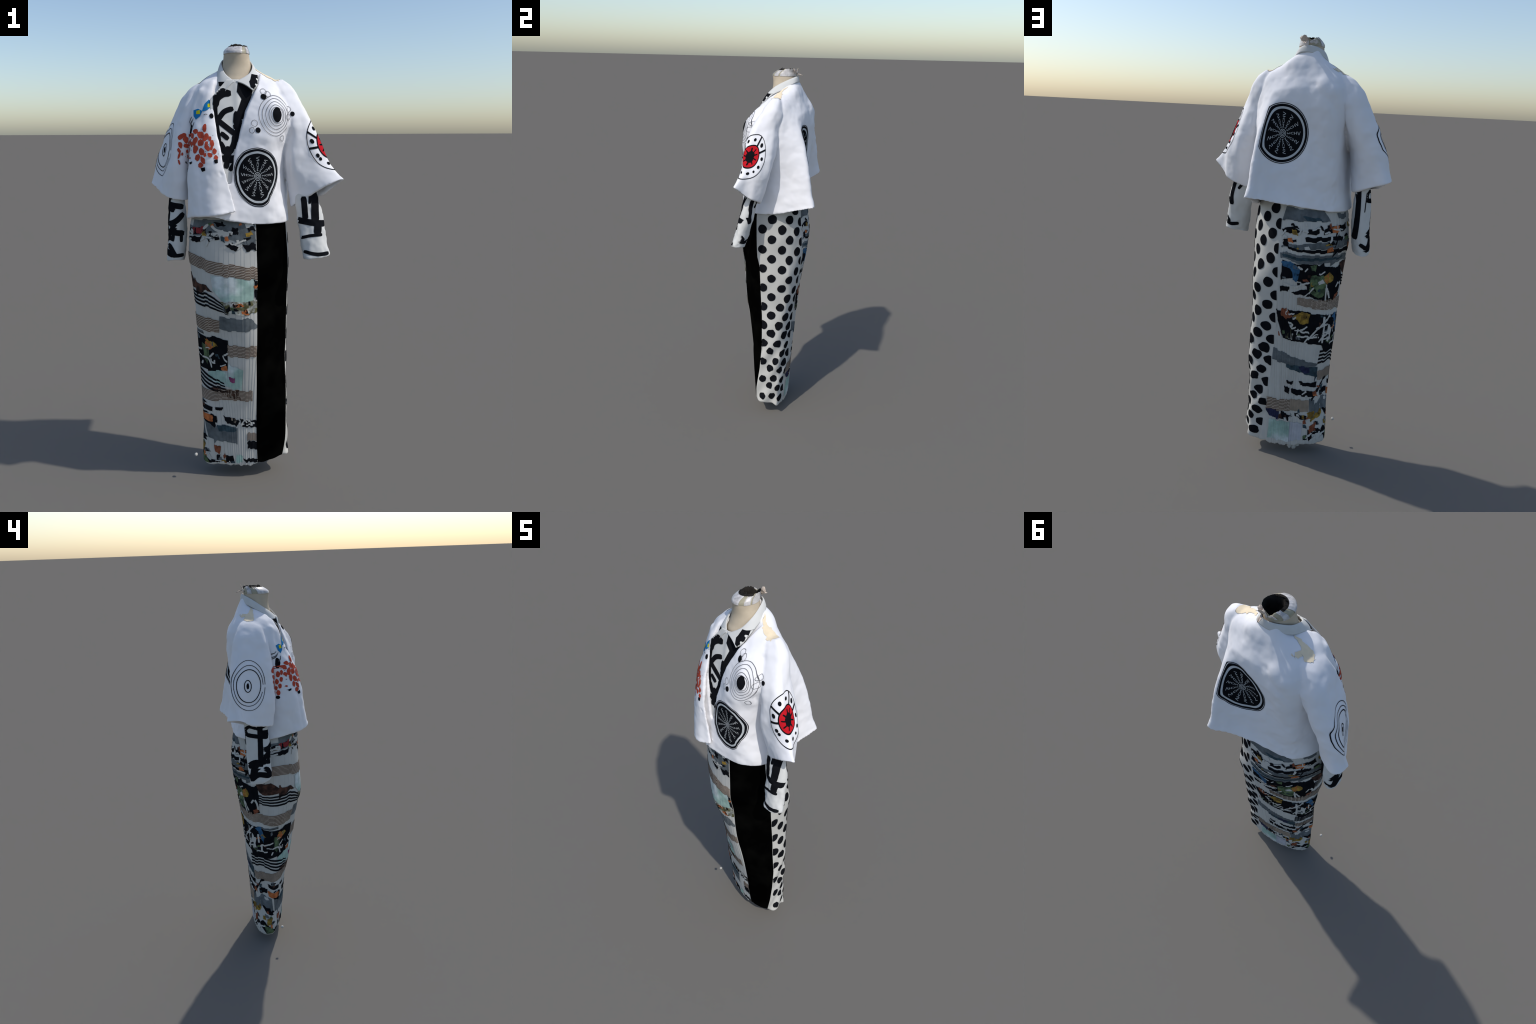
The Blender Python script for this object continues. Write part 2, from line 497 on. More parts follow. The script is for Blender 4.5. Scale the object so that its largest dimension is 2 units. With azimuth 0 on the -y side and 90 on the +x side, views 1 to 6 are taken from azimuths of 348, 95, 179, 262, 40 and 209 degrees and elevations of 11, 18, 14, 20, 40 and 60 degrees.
SLEEVE_LEFT = [
    [(.407, -.194, 1.428), (.362, -.14, 1.375), (.342, -.105, 1.353), (.30, -.075, 1.333), (.24, -.077, 1.313), (.195, -.095, 1.303), (.235, -.145, 1.34), (.33, -.20, 1.405)],
    [(.353, -.162, 1.49), (.350, -.125, 1.48), (.334, -.068, 1.48), (.285, -.028, 1.48), (.225, -.026, 1.48), (.170, -.07, 1.48), (.185, -.145, 1.48), (.285, -.174, 1.48)],
    [(.308, -.148, 1.59), (.308, -.115, 1.59), (.295, -.05, 1.59), (.255, -.008, 1.59), (.21, -.003, 1.59), (.163, -.06, 1.59), (.180, -.14, 1.59), (.25, -.163, 1.59)],
    [(.264, -.114, 1.69), (.268, -.09, 1.69), (.258, -.04, 1.69), (.225, -.005, 1.69), (.18, .005, 1.69), (.145, -.05, 1.69), (.176, -.13, 1.69), (.223, -.133, 1.69)],
    [(.226, -.074, 1.78), (.236, -.05, 1.78), (.228, -.01, 1.78), (.19, .02, 1.78), (.145, .025, 1.78), (.12, -.02, 1.78), (.135, -.075, 1.78), (.182, -.087, 1.78)],
    [(.192, -.046, 1.83), (.204, -.025, 1.83), (.194, .005, 1.83), (.155, .02, 1.83), (.12, .025, 1.83), (.1, 0, 1.83), (.11, -.04, 1.83), (.145, -.052, 1.83)],
    [(.165, -.030, 1.855), (.172, -.018, 1.855), (.167, .0, 1.855), (.14, .01, 1.85), (.12, .01, 1.85), (.11, 0, 1.85), (.12, -.02, 1.85), (.14, -.03, 1.85)],
]


def hollow_core(rings, depth_rows, shrink, drop=0.02):
    """an inner plug that hollows out an opening; the wall stays 'shrink' thick."""
    out = []
    for k in range(depth_rows):
        ring = np.array(rings[k], float)
        c = ring.mean(0)
        d = ring - c
        l = np.linalg.norm(d[:, :2], axis=1, keepdims=True)
        q = ring.copy()
        q[:, :2] = c[:2] + d[:, :2] * np.clip((l - shrink) / l, 0.2, 1)
        if k == 0:
            low = q.copy()
            low[:, 2] -= drop
            out.append(low)
        out.append(q)
    return out


def smooth_ring_plug(name, rings, depth_rows, shrink):
    return tube_mesh(name, loft_rings(hollow_core(rings, depth_rows, shrink), along=4))


sleeves = []
for rings in (SLEEVE_RIGHT, SLEEVE_LEFT):
    s = tube_mesh('sleeve_solid', loft_rings(rings, 10, 6))
    sleeves.append(boolean(s, smooth_ring_plug('plug', rings, 2, 0.021)))

# the overlapping right front panel, a thick sheet on top of the torso
PANEL = [
    [(-.075, -.214, 1.303), (-.13, -.226, 1.292), (-.180, -.208, 1.284), (-.225, -.160, 1.278)],
    [(-.088, -.206, 1.37), (-.14, -.210, 1.365), (-.185, -.190, 1.36), (-.225, -.150, 1.36)],
    [(-.116, -.192, 1.49), (-.15, -.188, 1.49), (-.19, -.165, 1.49), (-.222, -.130, 1.49)],
    [(-.134, -.159, 1.596), (-.16, -.153, 1.596), (-.19, -.138, 1.596), (-.212, -.108, 1.596)],
    [(-.140, -.107, 1.713), (-.155, -.105, 1.713), (-.175, -.096, 1.713), (-.195, -.075, 1.713)],
    [(-.137, -.068, 1.79), (-.15, -.060, 1.79), (-.165, -.05, 1.79), (-.18, -.03, 1.79)],
    [(-.128, -.040, 1.835), (-.14, -.026, 1.835), (-.15, -.015, 1.835), (-.16, .01, 1.835)],
]
pg = np.array([catmull(r, 6, False) for r in PANEL])
pg = np.array([catmull(pg[:, j], 8, False) for j in range(pg.shape[1])]).transpose(1, 0, 2)
panel = sheet_mesh('panel', pg + [0, 0.006, 0], thick=0.014)

# V opening between the two front edges
V_RIGHT = [(-0.128, 1.90), (-.133, 1.832), (-.141, 1.781), (-.142, 1.713), (-.135, 1.596), (-.117, 1.489), (-.100, 1.42)]
V_LEFT = [(-.086, 1.415), (-.068, 1.525), (-.049, 1.608), (-.012, 1.71), (.029, 1.79), (.077, 1.876), (.10, 1.97)]


def shirt_depth(z):
    return float(np.interp(z, [1.30, 1.40, 1.5, 1.6, 1.7, 1.78, 1.83, 1.85], [-.165, -.160, -.150, -.134, -.113, -.093, -.082, -.076]))


boolean(torso, prism('cut', V_RIGHT + V_LEFT, -0.45, lambda z: float(np.interp(z, [1.30, 1.40, 1.5, 1.6, 1.7, 1.78, 1.83, 1.88, 1.95], [-.153, -.148, -.135, -.116, -.09, -.064, -.043, .002, .042]))))
hem_plug = hollow_core(torso_rings, 2, 0.020)
boolean(torso, tube_mesh('plug', loft_rings(hem_plug, along=4)))

sleeve_trees = [BVHTree.FromPolygons([v.co for v in o.data.vertices], [tuple(p.vertices) for p in o.data.polygons]) for o in sleeves]
torso_trees = [BVHTree.FromPolygons([v.co for v in o.data.vertices], [tuple(p.vertices) for p in o.data.polygons]) for o in (torso, panel)]
jacket_whole = join([torso, panel] + sleeves, 'jacket_whole')
remesh(jacket_whole, 0.0042, smooth=6, factor=0.5)

FOLDS = [
    # small dents and pulled threads
    ([(-.135, -.20, 1.465), (-.128, -.20, 1.455)], 0.006, -0.003),
    ([(.145, -.16, 1.268), (.16, -.15, 1.27)], 0.008, 0.005),
    ([(.03, -.20, 1.575), (.05, -.20, 1.572)], 0.007, -0.002),
    ([(-.11, .17, 1.30), (-.112, .17, 1.295)], 0.010, -0.005),
    ([(.03, .17, 1.33), (.032, .17, 1.325)], 0.006, -0.003),
    ([(-.04, .16, 1.80), (-.042, .16, 1.795)], 0.010, -0.002),
    ([(-.16, .15, 1.40), (-.14, .16, 1.36), (-.17, .15, 1.33), (-.15, .15, 1.29)], 0.008, 0.003),
    ([(-.19, .13, 1.44), (-.18, .14, 1.39), (-.20, .12, 1.34)], 0.007, -0.004),
    # back: long fold from the left shoulder blade to the flared corner, and the hollow beside the sleeve
    ([(.165, .15, 1.72), (.19, .165, 1.55), (.225, .20, 1.33)], 0.025, 0.006),
    ([(.05, .17, 1.66), (.06, .13, 1.52), (.05, .15, 1.32)], 0.05, -0.004),
    ([(-.12, .15, 1.70), (-.15, .14, 1.55), (-.14, .14, 1.40)], 0.03, 0.005),
    ([(-.18, .14, 1.72), (-.195, .14, 1.60)], 0.018, 0.006),
    ([(-.05, .16, 1.60), (-.07, .14, 1.45)], 0.03, -0.004),
    ([(-.02, .15, 1.48), (-.04, .15, 1.32)], 0.025, 0.003),
    ([(-.03, .15, 1.79), (-.11, .18, 1.735), (-.155, .17, 1.66), (-.17, .16, 1.58)], 0.024, -0.005),
    ([(-.20, .14, 1.79), (-.205, .16, 1.68), (-.215, .15, 1.50), (-.235, .12, 1.36)], 0.012, -0.002),
    ([(.02, .145, 1.74), (.05, .13, 1.66)], 0.03, 0.003),
    # front: crease that divides the right sleeve from the panel
    ([(-.19, -.03, 1.80), (-.232, -.03, 1.68), (-.258, -.03, 1.52), (-.27, -.03, 1.40)], 0.018, 0.008),
    # left sleeve: fold from shoulder to chest, and its armhole crease
    ([(.15, -.09, 1.79), (.172, -.14, 1.70), (.162, -.15, 1.62), (.165, -.14, 1.50), (.175, -.12, 1.36)], 0.012, -0.011),
    ([(.21, -.06, 1.79), (.255, -.13, 1.66), (.28, -.17, 1.52)], 0.022, 0.004),
    ([(.19, .03, 1.77), (.225, .02, 1.66)], 0.020, 0.006),
    ([(.25, .0, 1.70), (.285, -.02, 1.58), (.29, -.03, 1.42)], 0.02, 0.004),
    # right sleeve outer fold
    ([(-.21, .03, 1.80), (-.27, .01, 1.68), (-.30, -.005, 1.52)], 0.02, 0.003),
]
rest = verts_of(jacket_whole).copy()
press_folds(jacket_whole, FOLDS, lumps=((9, 0.0050, 1.3), (22, 0.0032, 4.1), (45, 0.0009, 2.2)))
jacket = bpy.data.objects.new('jacket', None)
bpy.context.scene.collection.objects.link(jacket)
parent(jacket, root)


def split_jacket():
    """body and two sleeves as regions of one smooth surface, sharing its normals."""
    N = normals_of(jacket_whole)
    V = verts_of(jacket_whole)
    far = lambda trees, p: [t.find_nearest(Vector(p))[3] for t in trees]
    label = []
    for p in rest:
        ds, dt = far(sleeve_trees, p), min(far(torso_trees, p))
        k = int(np.argmin(ds))
        label.append(1 + k if ds[k] < dt else 0)
    label = np.array(label)
    regions = {0: [], 1: [], 2: []}
    for p in jacket_whole.data.polygons:
        l = label[list(p.vertices)]
        regions[int(np.bincount(l).argmax())].append(tuple(p.vertices))
    for k, name in ((0, 'jacket_body'), (1, 'jacket_sleeve'), (2, 'jacket_sleeve')):
        used = sorted({i for f in regions[k] for i in f})
        idx = {v: i for i, v in enumerate(used)}
        ob = new_object(name, V[used], [[idx[i] for i in f] for f in regions[k]], MAT['jacket'])
        ob.data.normals_split_custom_set_from_vertices([tuple(n) for n in N[used]])
        parent(ob, jacket)


split_jacket()

# -------------------------------------------------------------------- shirt
shirt = bpy.data.objects.new('shirt', None)
bpy.context.scene.collection.objects.link(shirt)
parent(shirt, root)
zz = np.linspace(1.35, 1.845, 90)
G = np.zeros((90, 70, 3))
for i, z in enumerate(zz):
    x0 = float(np.interp(-z, [-p[1] for p in V_RIGHT], [p[0] for p in V_RIGHT])) - 0.015
    x1 = float(np.interp(z, [p[1] for p in V_LEFT], [p[0] for p in V_LEFT])) + 0.02
    xs = np.linspace(x0 + max(0, z - 1.76) * 0.75, x1 - max(0, z - 1.78) * 0.7, 70)
    for j, x in enumerate(xs):
        y = shirt_depth(z) + 0.9 * (x + 0.045) ** 2
        y -= 0.006 * math.exp(-((x + 0.040 + 0.02 * (1.8 - z)) / 0.016) ** 2)      # placket
        y += 0.004 * noise.noise(Vector((x * 22, z * 13, 3.0)))
        G[i, j] = (x, y, z)
shirt_front = sheet_mesh('shirt_front', G, 0.004, MAT['shirt'])
parent(shirt_front, shirt)

COLLAR_TOP = [(-.050, -.086, 1.836), (-.080, -.050, 1.866), (-.088, .0, 1.900), (-.080, .05, 1.935), (-.028, .083, 1.955), (.018, .071, 1.952), (.036, .02, 1.93), (.036, -.03, 1.902), (.012, -.068, 1.868), (-.044, -.088, 1.836)]
COLLAR_LOW = [(-.090, -.088, 1.796), (-.114, -.060, 1.820), (-.112, -.01, 1.862), (-.092, .055, 1.900), (-.03, .092, 1.925), (.030, .076, 1.925), (.055, .02, 1.892), (.058, -.04, 1.862), (.044, -.092, 1.818), (.022, -.110, 1.800)]
ct, cl = catmull(COLLAR_TOP, 10, False), catmull(COLLAR_LOW, 10, False)
G = np.array([ct * (1 - t) + cl * t + [0, 0, 0.006 * math.sin(math.pi * t)] for t in np.linspace(0, 1, 12)])
shirt_collar = parent(sheet_mesh('shirt_collar', G, 0.005, MAT['shirt']), shirt)


def arm(name, stations, material, n=56, along=8, fold=0.005, seed=0.0, tilt=(0, 0)):
    """elliptical forearm: (cx, cy, z, rx, ry, turn) stations from top to cuff."""
    rings = []
    for cx, cy, z, rx, ry, turn in stations:
        c, s = math.cos(math.radians(turn)), math.sin(math.radians(turn))
        rings.append([(cx + rx * math.cos(t) * c - ry * math.sin(t) * s, cy + rx * math.cos(t) * s + ry * math.sin(t) * c,
                       z + (tilt[0] * rx * math.cos(t) + tilt[1] * ry * math.sin(t)) * min(1, max(0, (1.25 - z) / 0.12)))
                      for t in np.linspace(0, 2 * math.pi, n, endpoint=False)])
    S = np.array(rings)
    G = np.array([catmull(S[:, j], along, False) for j in range(n)]).transpose(1, 0, 2)
    ob = tube_mesh(name, G, True, material)
    V, N = verts_of(ob), normals_of(ob)
    set_verts(ob, V + N * (fold * noise_of(V * [1, 1, 0.5], 30, seed) + fold * 0.5 * noise_of(V, 60, seed))[:, None])
    return ob


right_arm = arm('shirt_sleeve', [(-.290, .075, 1.42, .022, .040, 0), (-.294, .073, 1.34, .034, .058, 0), (-.294, .067, 1.25, .040, .061, 3), (-.297, .063, 1.15, .041, .059, 5),
                                 (-.303, .060, 1.09, .040, .057, 6), (-.306, .059, 1.062, .039, .056, 6), (-.306, .059, 1.052, .037, .054, 6), (-.306, .059, 1.056, .030, .046, 6), (-.306, .059, 1.075, .026, .042, 6)], MAT['shirt'], seed=1.0, tilt=(0.0, -0.22))
left_arm = arm('shirt_sleeve', [(.258, -.115, 1.40, .042, .030, -8), (.260, -.128, 1.33, .052, .035, -10), (.272, -.142, 1.25, .057, .037, -10), (.280, -.162, 1.17, .057, .036, -10),
                                (.287, -.178, 1.115, .057, .036, -10), (.289, -.184, 1.098, .056, .036, -10), (.289, -.185, 1.090, .054, .034, -10), (.289, -.185, 1.094, .044, .026, -10), (.289, -.185, 1.115, .04, .022, -10)], MAT['shirt'], seed=2.0, tilt=(0.14, 0.0))
parent(right_arm, shirt)
parent(left_arm, shirt)

# --------------------------------------------------------------------- neck
NECK = [  # z, centre x, centre y, radius x, radius y
    (1.78, -.035, .02, .06, .06), (1.83, -.032, .008, .076, .080), (1.865, -.027, .010, .069, .068), (1.90, -.024, .014, .064, .062), (1.93, -.024, .015, .058, .062), (1.958, -.025, .013, .0545, .063)]
ng = np.array([[(cx + rx * math.cos(t), cy + ry * math.sin(t), z) for t in np.linspace(0, 2 * math.pi, 48, endpoint=False)] for z, cx, cy, rx, ry in NECK])
ng = np.array([catmull(ng[:, j], 5, False) for j in range(48)]).transpose(1, 0, 2)
neck = tube_mesh('neck', ng, False, MAT['skin'])
parent(neck, root)

# taped rim, leaning inwards to a ragged hole
RIM = [(1.957, -.025, .013, .0555, .064), (1.968, -.025, .015, .0545, .063), (1.980, -.022, .022, .049, .056), (1.991, -.016, .032, .042, .047), (1.996, -.012, .036, .038, .041)]
NR = 96
tg = np.array([[(cx + rx * math.cos(t), cy + ry * math.sin(t), z) for t in np.linspace(0, 2 * math.pi, NR, endpoint=False)] for z, cx, cy, rx, ry in RIM])
tg = np.array([catmull(tg[:, j], 4, False) for j in range(NR)]).transpose(1, 0, 2)
for j in range(NR):
    t = 2 * math.pi * j / NR
    rag = 0.005 * noise.noise(Vector((j * 0.45, 1.0, 0.0))) + 0.004 * noise.noise(Vector((j * 1.3, 5.0, 0.0)))
    rag -= 0.022 * math.exp(-((t - 1.75) / 0.35) ** 2)                   # torn open low at the back
    for i in range(tg.shape[0]):
        tg[i, j, 2] += rag * (i / tg.shape[0]) ** 2
tg[..., 2] += 0.0005 - 0.0025 * np.clip((tg[..., 2] - 1.97) / 0.03, 0, 1)
last = tg.shape[0] - 1
# strips of silver tape with bare olive gaps between them, dark torn edge at the front
STRIPS = [('tape', 0.00, 0.07), ('tape', 0.07, 0.20), ('tape_olive', 0.20, 0.27), ('tape_olive', 0.27, 0.36), ('tape', 0.36, 0.43), ('tape_olive', 0.43, 0.50), ('tape', 0.50, 0.60), ('tape', 0.60, 0.79), ('tape_olive', 0.79, 0.85), ('tape', 0.85, 0.93), ('tape_olive', 0.93, 0.95), ('tape', 0.95, 1.0)]
for k, (mat, f0, f1) in enumerate(STRIPS):
    js = [j % NR for j in range(int(round(f0 * NR)), int(round(f1 * NR)) + 1)]
    top = last - (5 if 0.45 < 0.5 * (f0 + f1) < 0.9 else 0)
    bulge = 0.0012 if mat == 'tape' else 0.0
    g = tg[:top + 1][:, js].copy()
    g[..., :2] += (g[..., :2] - [-.022, .018]) * bulge / 0.055
    parent(sheet_mesh('tape_strip', g, material=MAT[mat]), neck)
    if top < last:
        parent(sheet_mesh('torn_edge', tg[top:][:, js], material=MAT['hollow']), neck)
hg = np.array([[((p[0] + .012) * s - .012, (p[1] - .036) * s + .036, p[2] + d) for p in tg[-1]] for s, d in ((1.0, 0.0), (0.93, -.006), (0.85, -.04), (0.8, -.17), (0.05, -.18))])
parent(tube_mesh('neck_hollow', hg, False, MAT['hollow']), neck)


def shard(name, centre, size, material, seed):
    """a small curled scrap of torn paper or tape."""
    n = 7
    G = np.zeros((n, n, 3))
    for i in range(n):
        for j in range(n):
            u, v = i / (n - 1) - 0.5, j / (n - 1) - 0.5
            w = 1 - 1.4 * abs(u)
            G[i, j] = (centre[0] + size[0] * v * w, centre[1] + size[1] * u + 0.4 * size[1] * v * v, centre[2] + size[2] * u + 0.004 * noise.noise(Vector((u * 4 + seed, v * 4, seed))))
    return sheet_mesh(name, G, 0.0012, material)


for k, (c, sz, mat) in enumerate([((0.012, 0.080, 1.984), (.030, .012, .030), 'torn'), ((0.022, 0.070, 1.986), (.022, -.010, .022), 'torn'), ((0.010, 0.094, 1.968), (.016, .030, -.012), 'torn'),
                                  ((-0.030, 0.078, 1.972), (.040, .008, .022), 'tape'), ((-0.050, 0.062, 1.978), (.024, .010, .022), 'tape'), ((-0.03, -0.004, 1.995), (.030, .006, .008), 'hollow'),
                                  ((-0.012, 0.000, 1.995), (.022, .004, .006), 'hollow'), ((-0.045, 0.004, 1.992), (.014, .004, .010), 'hollow')]):
    parent(shard('torn_scrap', c, sz, MAT[mat], k * 2.3), neck)

scan_speck = blob('scan_speck', (-0.246, -0.046, 0.130), (0.0075, 0.0075, 0.008), MAT['scan_speck'], 0.3)  # stray scan debris floating beside the skirt, modelled as a tiny blob
scan_speck['label'] = 'small pale grey scan fragment floating beside the skirt'
scan_speck['category'] = 'scan_speck'

# ==================================================================== PRINTS
# Printed motifs are thin skins laid on the cloth: every motif is drawn flat
# (discs, rings, strokes, patches, lettering) and then pressed onto the garment.
INK = {
    'black': MAT['ink'],
    'white': MAT['skirt_white'],
    'jacket_white': MAT['jacket'],
    'shirt_white': MAT['shirt'],
    'grey_white': cloth('pale_grey_print', (0.50, 0.52, 0.53), mottle=0.08),
    'slate': cloth('slate_print', (0.100, 0.114, 0.122), mottle=0.2, scale=40, second=(0.15, 0.168, 0.175), second_amount=0.5, second_scale=14),
    'teal': cloth('teal_print', (0.035, 0.06, 0.075), mottle=0.35, scale=50),
    'indigo': cloth('indigo_print', (0.022, 0.025, 0.06), mottle=0.4, scale=60),
    'taupe': cloth('taupe_print', (0.27, 0.22, 0.17), mottle=0.15),
    'tan_line': cloth('brown_line_print', (0.075, 0.042, 0.026), mottle=0.2),
    'tan_ground': cloth('tan_ground_print', (0.40, 0.34, 0.28), mottle=0.15),
    'maroon': cloth('maroon_print', (0.035, 0.02, 0.017), mottle=0.5, scale=30, second=(0.10, 0.045, 0.03), second_amount=0.5, second_scale=30),
    'olive': cloth('olive_print', (0.10, 0.095, 0.045), mottle=0.5, scale=40, second=(0.45, 0.46, 0.42), second_amount=0.9, second_scale=38),
    'green_wash': cloth('green_wash_print', (0.30, 0.43, 0.38), mottle=0.2, scale=25, second=(0.56, 0.60, 0.60), second_amount=0.9, second_scale=9),
    'leafgreen': cloth('leaf_green_print', (0.10, 0.15, 0.075), mottle=0.35, scale=60, second=(0.03, 0.04, 0.03), second_amount=0.7, second_scale=40),
    'ochre': cloth('ochre_print', (0.30, 0.19, 0.035), mottle=0.35, scale=60, second=(0.08, 0.045, 0.02), second_amount=0.6, second_scale=40),
    'orange': cloth('orange_print', (0.42, 0.13, 0.045), mottle=0.3, scale=60),
    'rust': cloth('rust_print', (0.20, 0.065, 0.035), mottle=0.35, scale=60),
    'red': cloth('dark_red_print', (0.22, 0.028, 0.032), mottle=0.25, scale=60),
    'magenta': cloth('magenta_print', (0.20, 0.05, 0.12), mottle=0.4, scale=60),
    'lavender': cloth('lavender_print', (0.42, 0.43, 0.47), mottle=0.1),
    'blue': cloth('blue_print', (0.035, 0.105, 0.20), mottle=0.3, scale=50),
    'bow_blue': cloth('bow_blue_print', (0.015, 0.20, 0.46), mottle=0.1),
    'bow_yellow': cloth('bow_yellow_print', (0.62, 0.58, 0.02), mottle=0.08),
    'spot_red': cloth('spot_red_print', (0.45, 0.065, 0.035), mottle=0.12, scale=60),
    'disc_red': cloth('disc_red_print', (0.50, 0.010, 0.018), mottle=0.08),
    'cream': cloth('cream_lining_cloth', (0.78, 0.66, 0.47), mottle=0.05, scale=40),
    'grey_line': cloth('grey_line_print', (0.09, 0.09, 0.10), mottle=0.3),
    'soft_seam': cloth('seam_shade_thread', (0.10, 0.09, 0.10), mottle=0.3),
}


class Motif:
    """collects flat pieces (2D points, faces, ink, layer) and presses them on."""

    def __init__(self, press):
        self.press, self.V, self.F, self.I, self.L = press, [], [], [], []
        self.inks = []

    def _add(self, P, F, ink, layer):
        o = len(self.V)
        self.V += [tuple(p) for p in P]
        self.L += [layer] * len(P)
        if ink not in self.inks:
            self.inks.append(ink)
        k = self.inks.index(ink)
        for f in F:
            self.F.append(tuple(i + o for i in f))
            self.I.append(k)

    def patch(self, pts, ink, layer=1, cell=(0.012, 0.012)):
        """a flat polygon cut into cells so that it can follow the cloth."""
        bm = bmesh.new()
        vs = [bm.verts.new((x, y, 0)) for x, y in pts]
        try:
            bm.faces.new(vs)
        except ValueError:
            bm.free()
            return
        bmesh.ops.triangulate(bm, faces=bm.faces)
        A = np.array(pts, float)
        for ax in (0, 1):
            n = Vector((1, 0, 0)) if ax == 0 else Vector((0, 1, 0))
            k0, k1 = math.ceil(A[:, ax].min() / cell[ax]), math.floor(A[:, ax].max() / cell[ax])
            for k in range(k0, k1 + 1):
                bmesh.ops.bisect_plane(bm, geom=bm.verts[:] + bm.edges[:] + bm.faces[:], plane_co=n * (k * cell[ax]), plane_no=n, dist=1e-7)
        bm.verts.index_update()
        self._add([(v.co.x, v.co.y) for v in bm.verts], [[v.index for v in f.verts] for f in bm.faces], ink, layer)
        bm.free()

    def stroke(self, pts, width, ink, layer=2, step=0.004, cols=3, aspect=1.0, round_ends=True, taper=None):
        """a brush stroke; aspect converts the first coordinate to metres."""
        P = catmull(np.array(pts, float) * [aspect, 1], 14, False) if len(pts) > 2 else np.array(pts, float) * [aspect, 1]
        d = np.r_[0, np.cumsum(np.linalg.norm(np.diff(P, axis=0), axis=1))]
        n = max(2, int(d[-1] / step) + 1)
        s = np.linspace(0, d[-1], n)
        Q = np.stack([np.interp(s, d, P[:, 0]), np.interp(s, d, P[:, 1])], 1)
        T = np.gradient(Q, axis=0)
        T /= np.linalg.norm(T, axis=1, keepdims=True) + 1e-12
        half = np.full(n, width / 2)
        if round_ends and n > 4:
            e = np.minimum(s, d[-1] - s) / (width / 2)
            half = half * np.sqrt(np.clip(1 - (1 - np.clip(e, 0.25, 1)) ** 2, 0, 1))
        N = np.stack([-T[:, 1], T[:, 0]], 1)
        V = [Q[i] + N[i] * half[i] * (2 * j / (cols - 1) - 1) for i in range(n) for j in range(cols)]
        V = [(v[0] / aspect, v[1]) for v in V]
        F = [(i * cols + j, i * cols + j + 1, (i + 1) * cols + j + 1, (i + 1) * cols + j) for i in range(n - 1) for j in range(cols - 1)]
        self._add(V, F, ink, layer)

    def ring(self, c, r_in, r_out, ink, layer=1, shape=None, n=72, rows=None):
        """annulus (or disc when r_in = 0); shape(t) gives (rx, ry) in each direction."""
        shape = shape or (lambda t: (1.0, 1.0))
        rows = rows or max(2, int((r_out - r_in) * max(shape(0.0)) / 0.006) + 1)
        V, F = [], []
        for i in range(rows + 1):
            r = r_in + (r_out - r_in) * i / rows
            for j in range(n):
                t = 2 * math.pi * j / n
                rx, ry = shape(t)
                V.append((c[0] + r * rx * math.cos(t), c[1] + r * ry * math.sin(t)))
        for i in range(rows):
            for j in range(n):
                a, b = i * n + j, i * n + (j + 1) % n
                F.append((a, b, b + n, a + n))
        self._add(V, F, ink, layer)

    def disc(self, c, rx, ry, ink, layer=2, n=20, wobble=0.0, seed=0.0, turn=0.0):
        ct, st = math.cos(turn), math.sin(turn)
        rows = max(2, int(max(rx, ry) / 0.006) + 1)
        V, F = [c], []
        for i in range(1, rows + 1):
            for j in range(n):
                t = 2 * math.pi * j / n
                k = (1 + wobble * noise.noise(Vector((1.3 * math.cos(t) + seed, 1.3 * math.sin(t), seed)))) * i / rows
                x, y = rx * math.cos(t) * k, ry * math.sin(t) * k
                V.append((c[0] + x * ct - y * st, c[1] + x * st + y * ct))
        for j in range(n):
            F.append((0, 1 + j, 1 + (j + 1) % n))
        for i in range(rows - 1):
            for j in range(n):
                a, b = 1 + i * n + j, 1 + i * n + (j + 1) % n
                F.append((a, a + n, b + n, b))
        self._add(V, F, ink, layer)

    def loop(self, c, rx, ry, width, ink, layer=2, wobble=0.0, seed=0.0, n=48, gap=0.0):
        """a drawn closed line of constant width."""
        pts = []
        for j in range(n + 1):
            t = 2 * math.pi * (j / n) * (1 - gap)
            k = 1 + wobble * noise.noise(Vector((1.1 * math.cos(t) + seed, 1.1 * math.sin(t), seed)))
            pts.append((c[0] + rx * k * math.cos(t), c[1] + ry * k * math.sin(t)))
        self.stroke(pts, width, ink, layer, round_ends=False)

    def finish(self, name, to, longest=0.03):
        P, ok = self.press(np.array(self.V, float), np.array(self.L, float))
        F, I = [], []
        for f, k in zip(self.F, self.I):
            if all(ok[i] for i in f):
                q = P[list(f)]
                if max(np.linalg.norm(q - np.roll(q, 1, 0), axis=1)) < longest:
                    F.append(f)
                    I.append(k)
        used = sorted({i for f in F for i in f})
        idx = {v: i for i, v in enumerate(used)}
        ob = new_object(name, P[used], [[idx[i] for i in f] for f in F])
        for k in self.inks:
            ob.data.materials.append(INK[k])
        ob.data.polygons.foreach_set('material_index', I[:len(ob.data.polygons)])
        ob.data.update()
        return parent(ob, to)


LIFT, LAYER = 0.0009, 0.0005


def presser(ob, origin, right, up, into):
    """press along 'into' onto the object; flat coordinates run along right and up."""
    V = [Vector(v) for v in verts_of(ob)]
    tree = BVHTree.FromPolygons(V, [tuple(p.vertices) for p in ob.data.polygons])
    o, r, u, d = Vector(origin), Vector(right), Vector(up), Vector(into).normalized()

    def press(P, L):
        out, ok = np.zeros((len(P), 3)), np.zeros(len(P), bool)
        for i, (p, l) in enumerate(zip(P, L)):
            start = o + r * float(p[0]) + u * float(p[1]) - d * 3.0
            hit, n, _, _ = tree.ray_cast(start, d)
            if hit is None:
                continue
            if n.dot(d) > 0:
                n = -n
            out[i] = hit + n * (LIFT + LAYER * float(l))
            ok[i] = True
        return out, ok
    return press


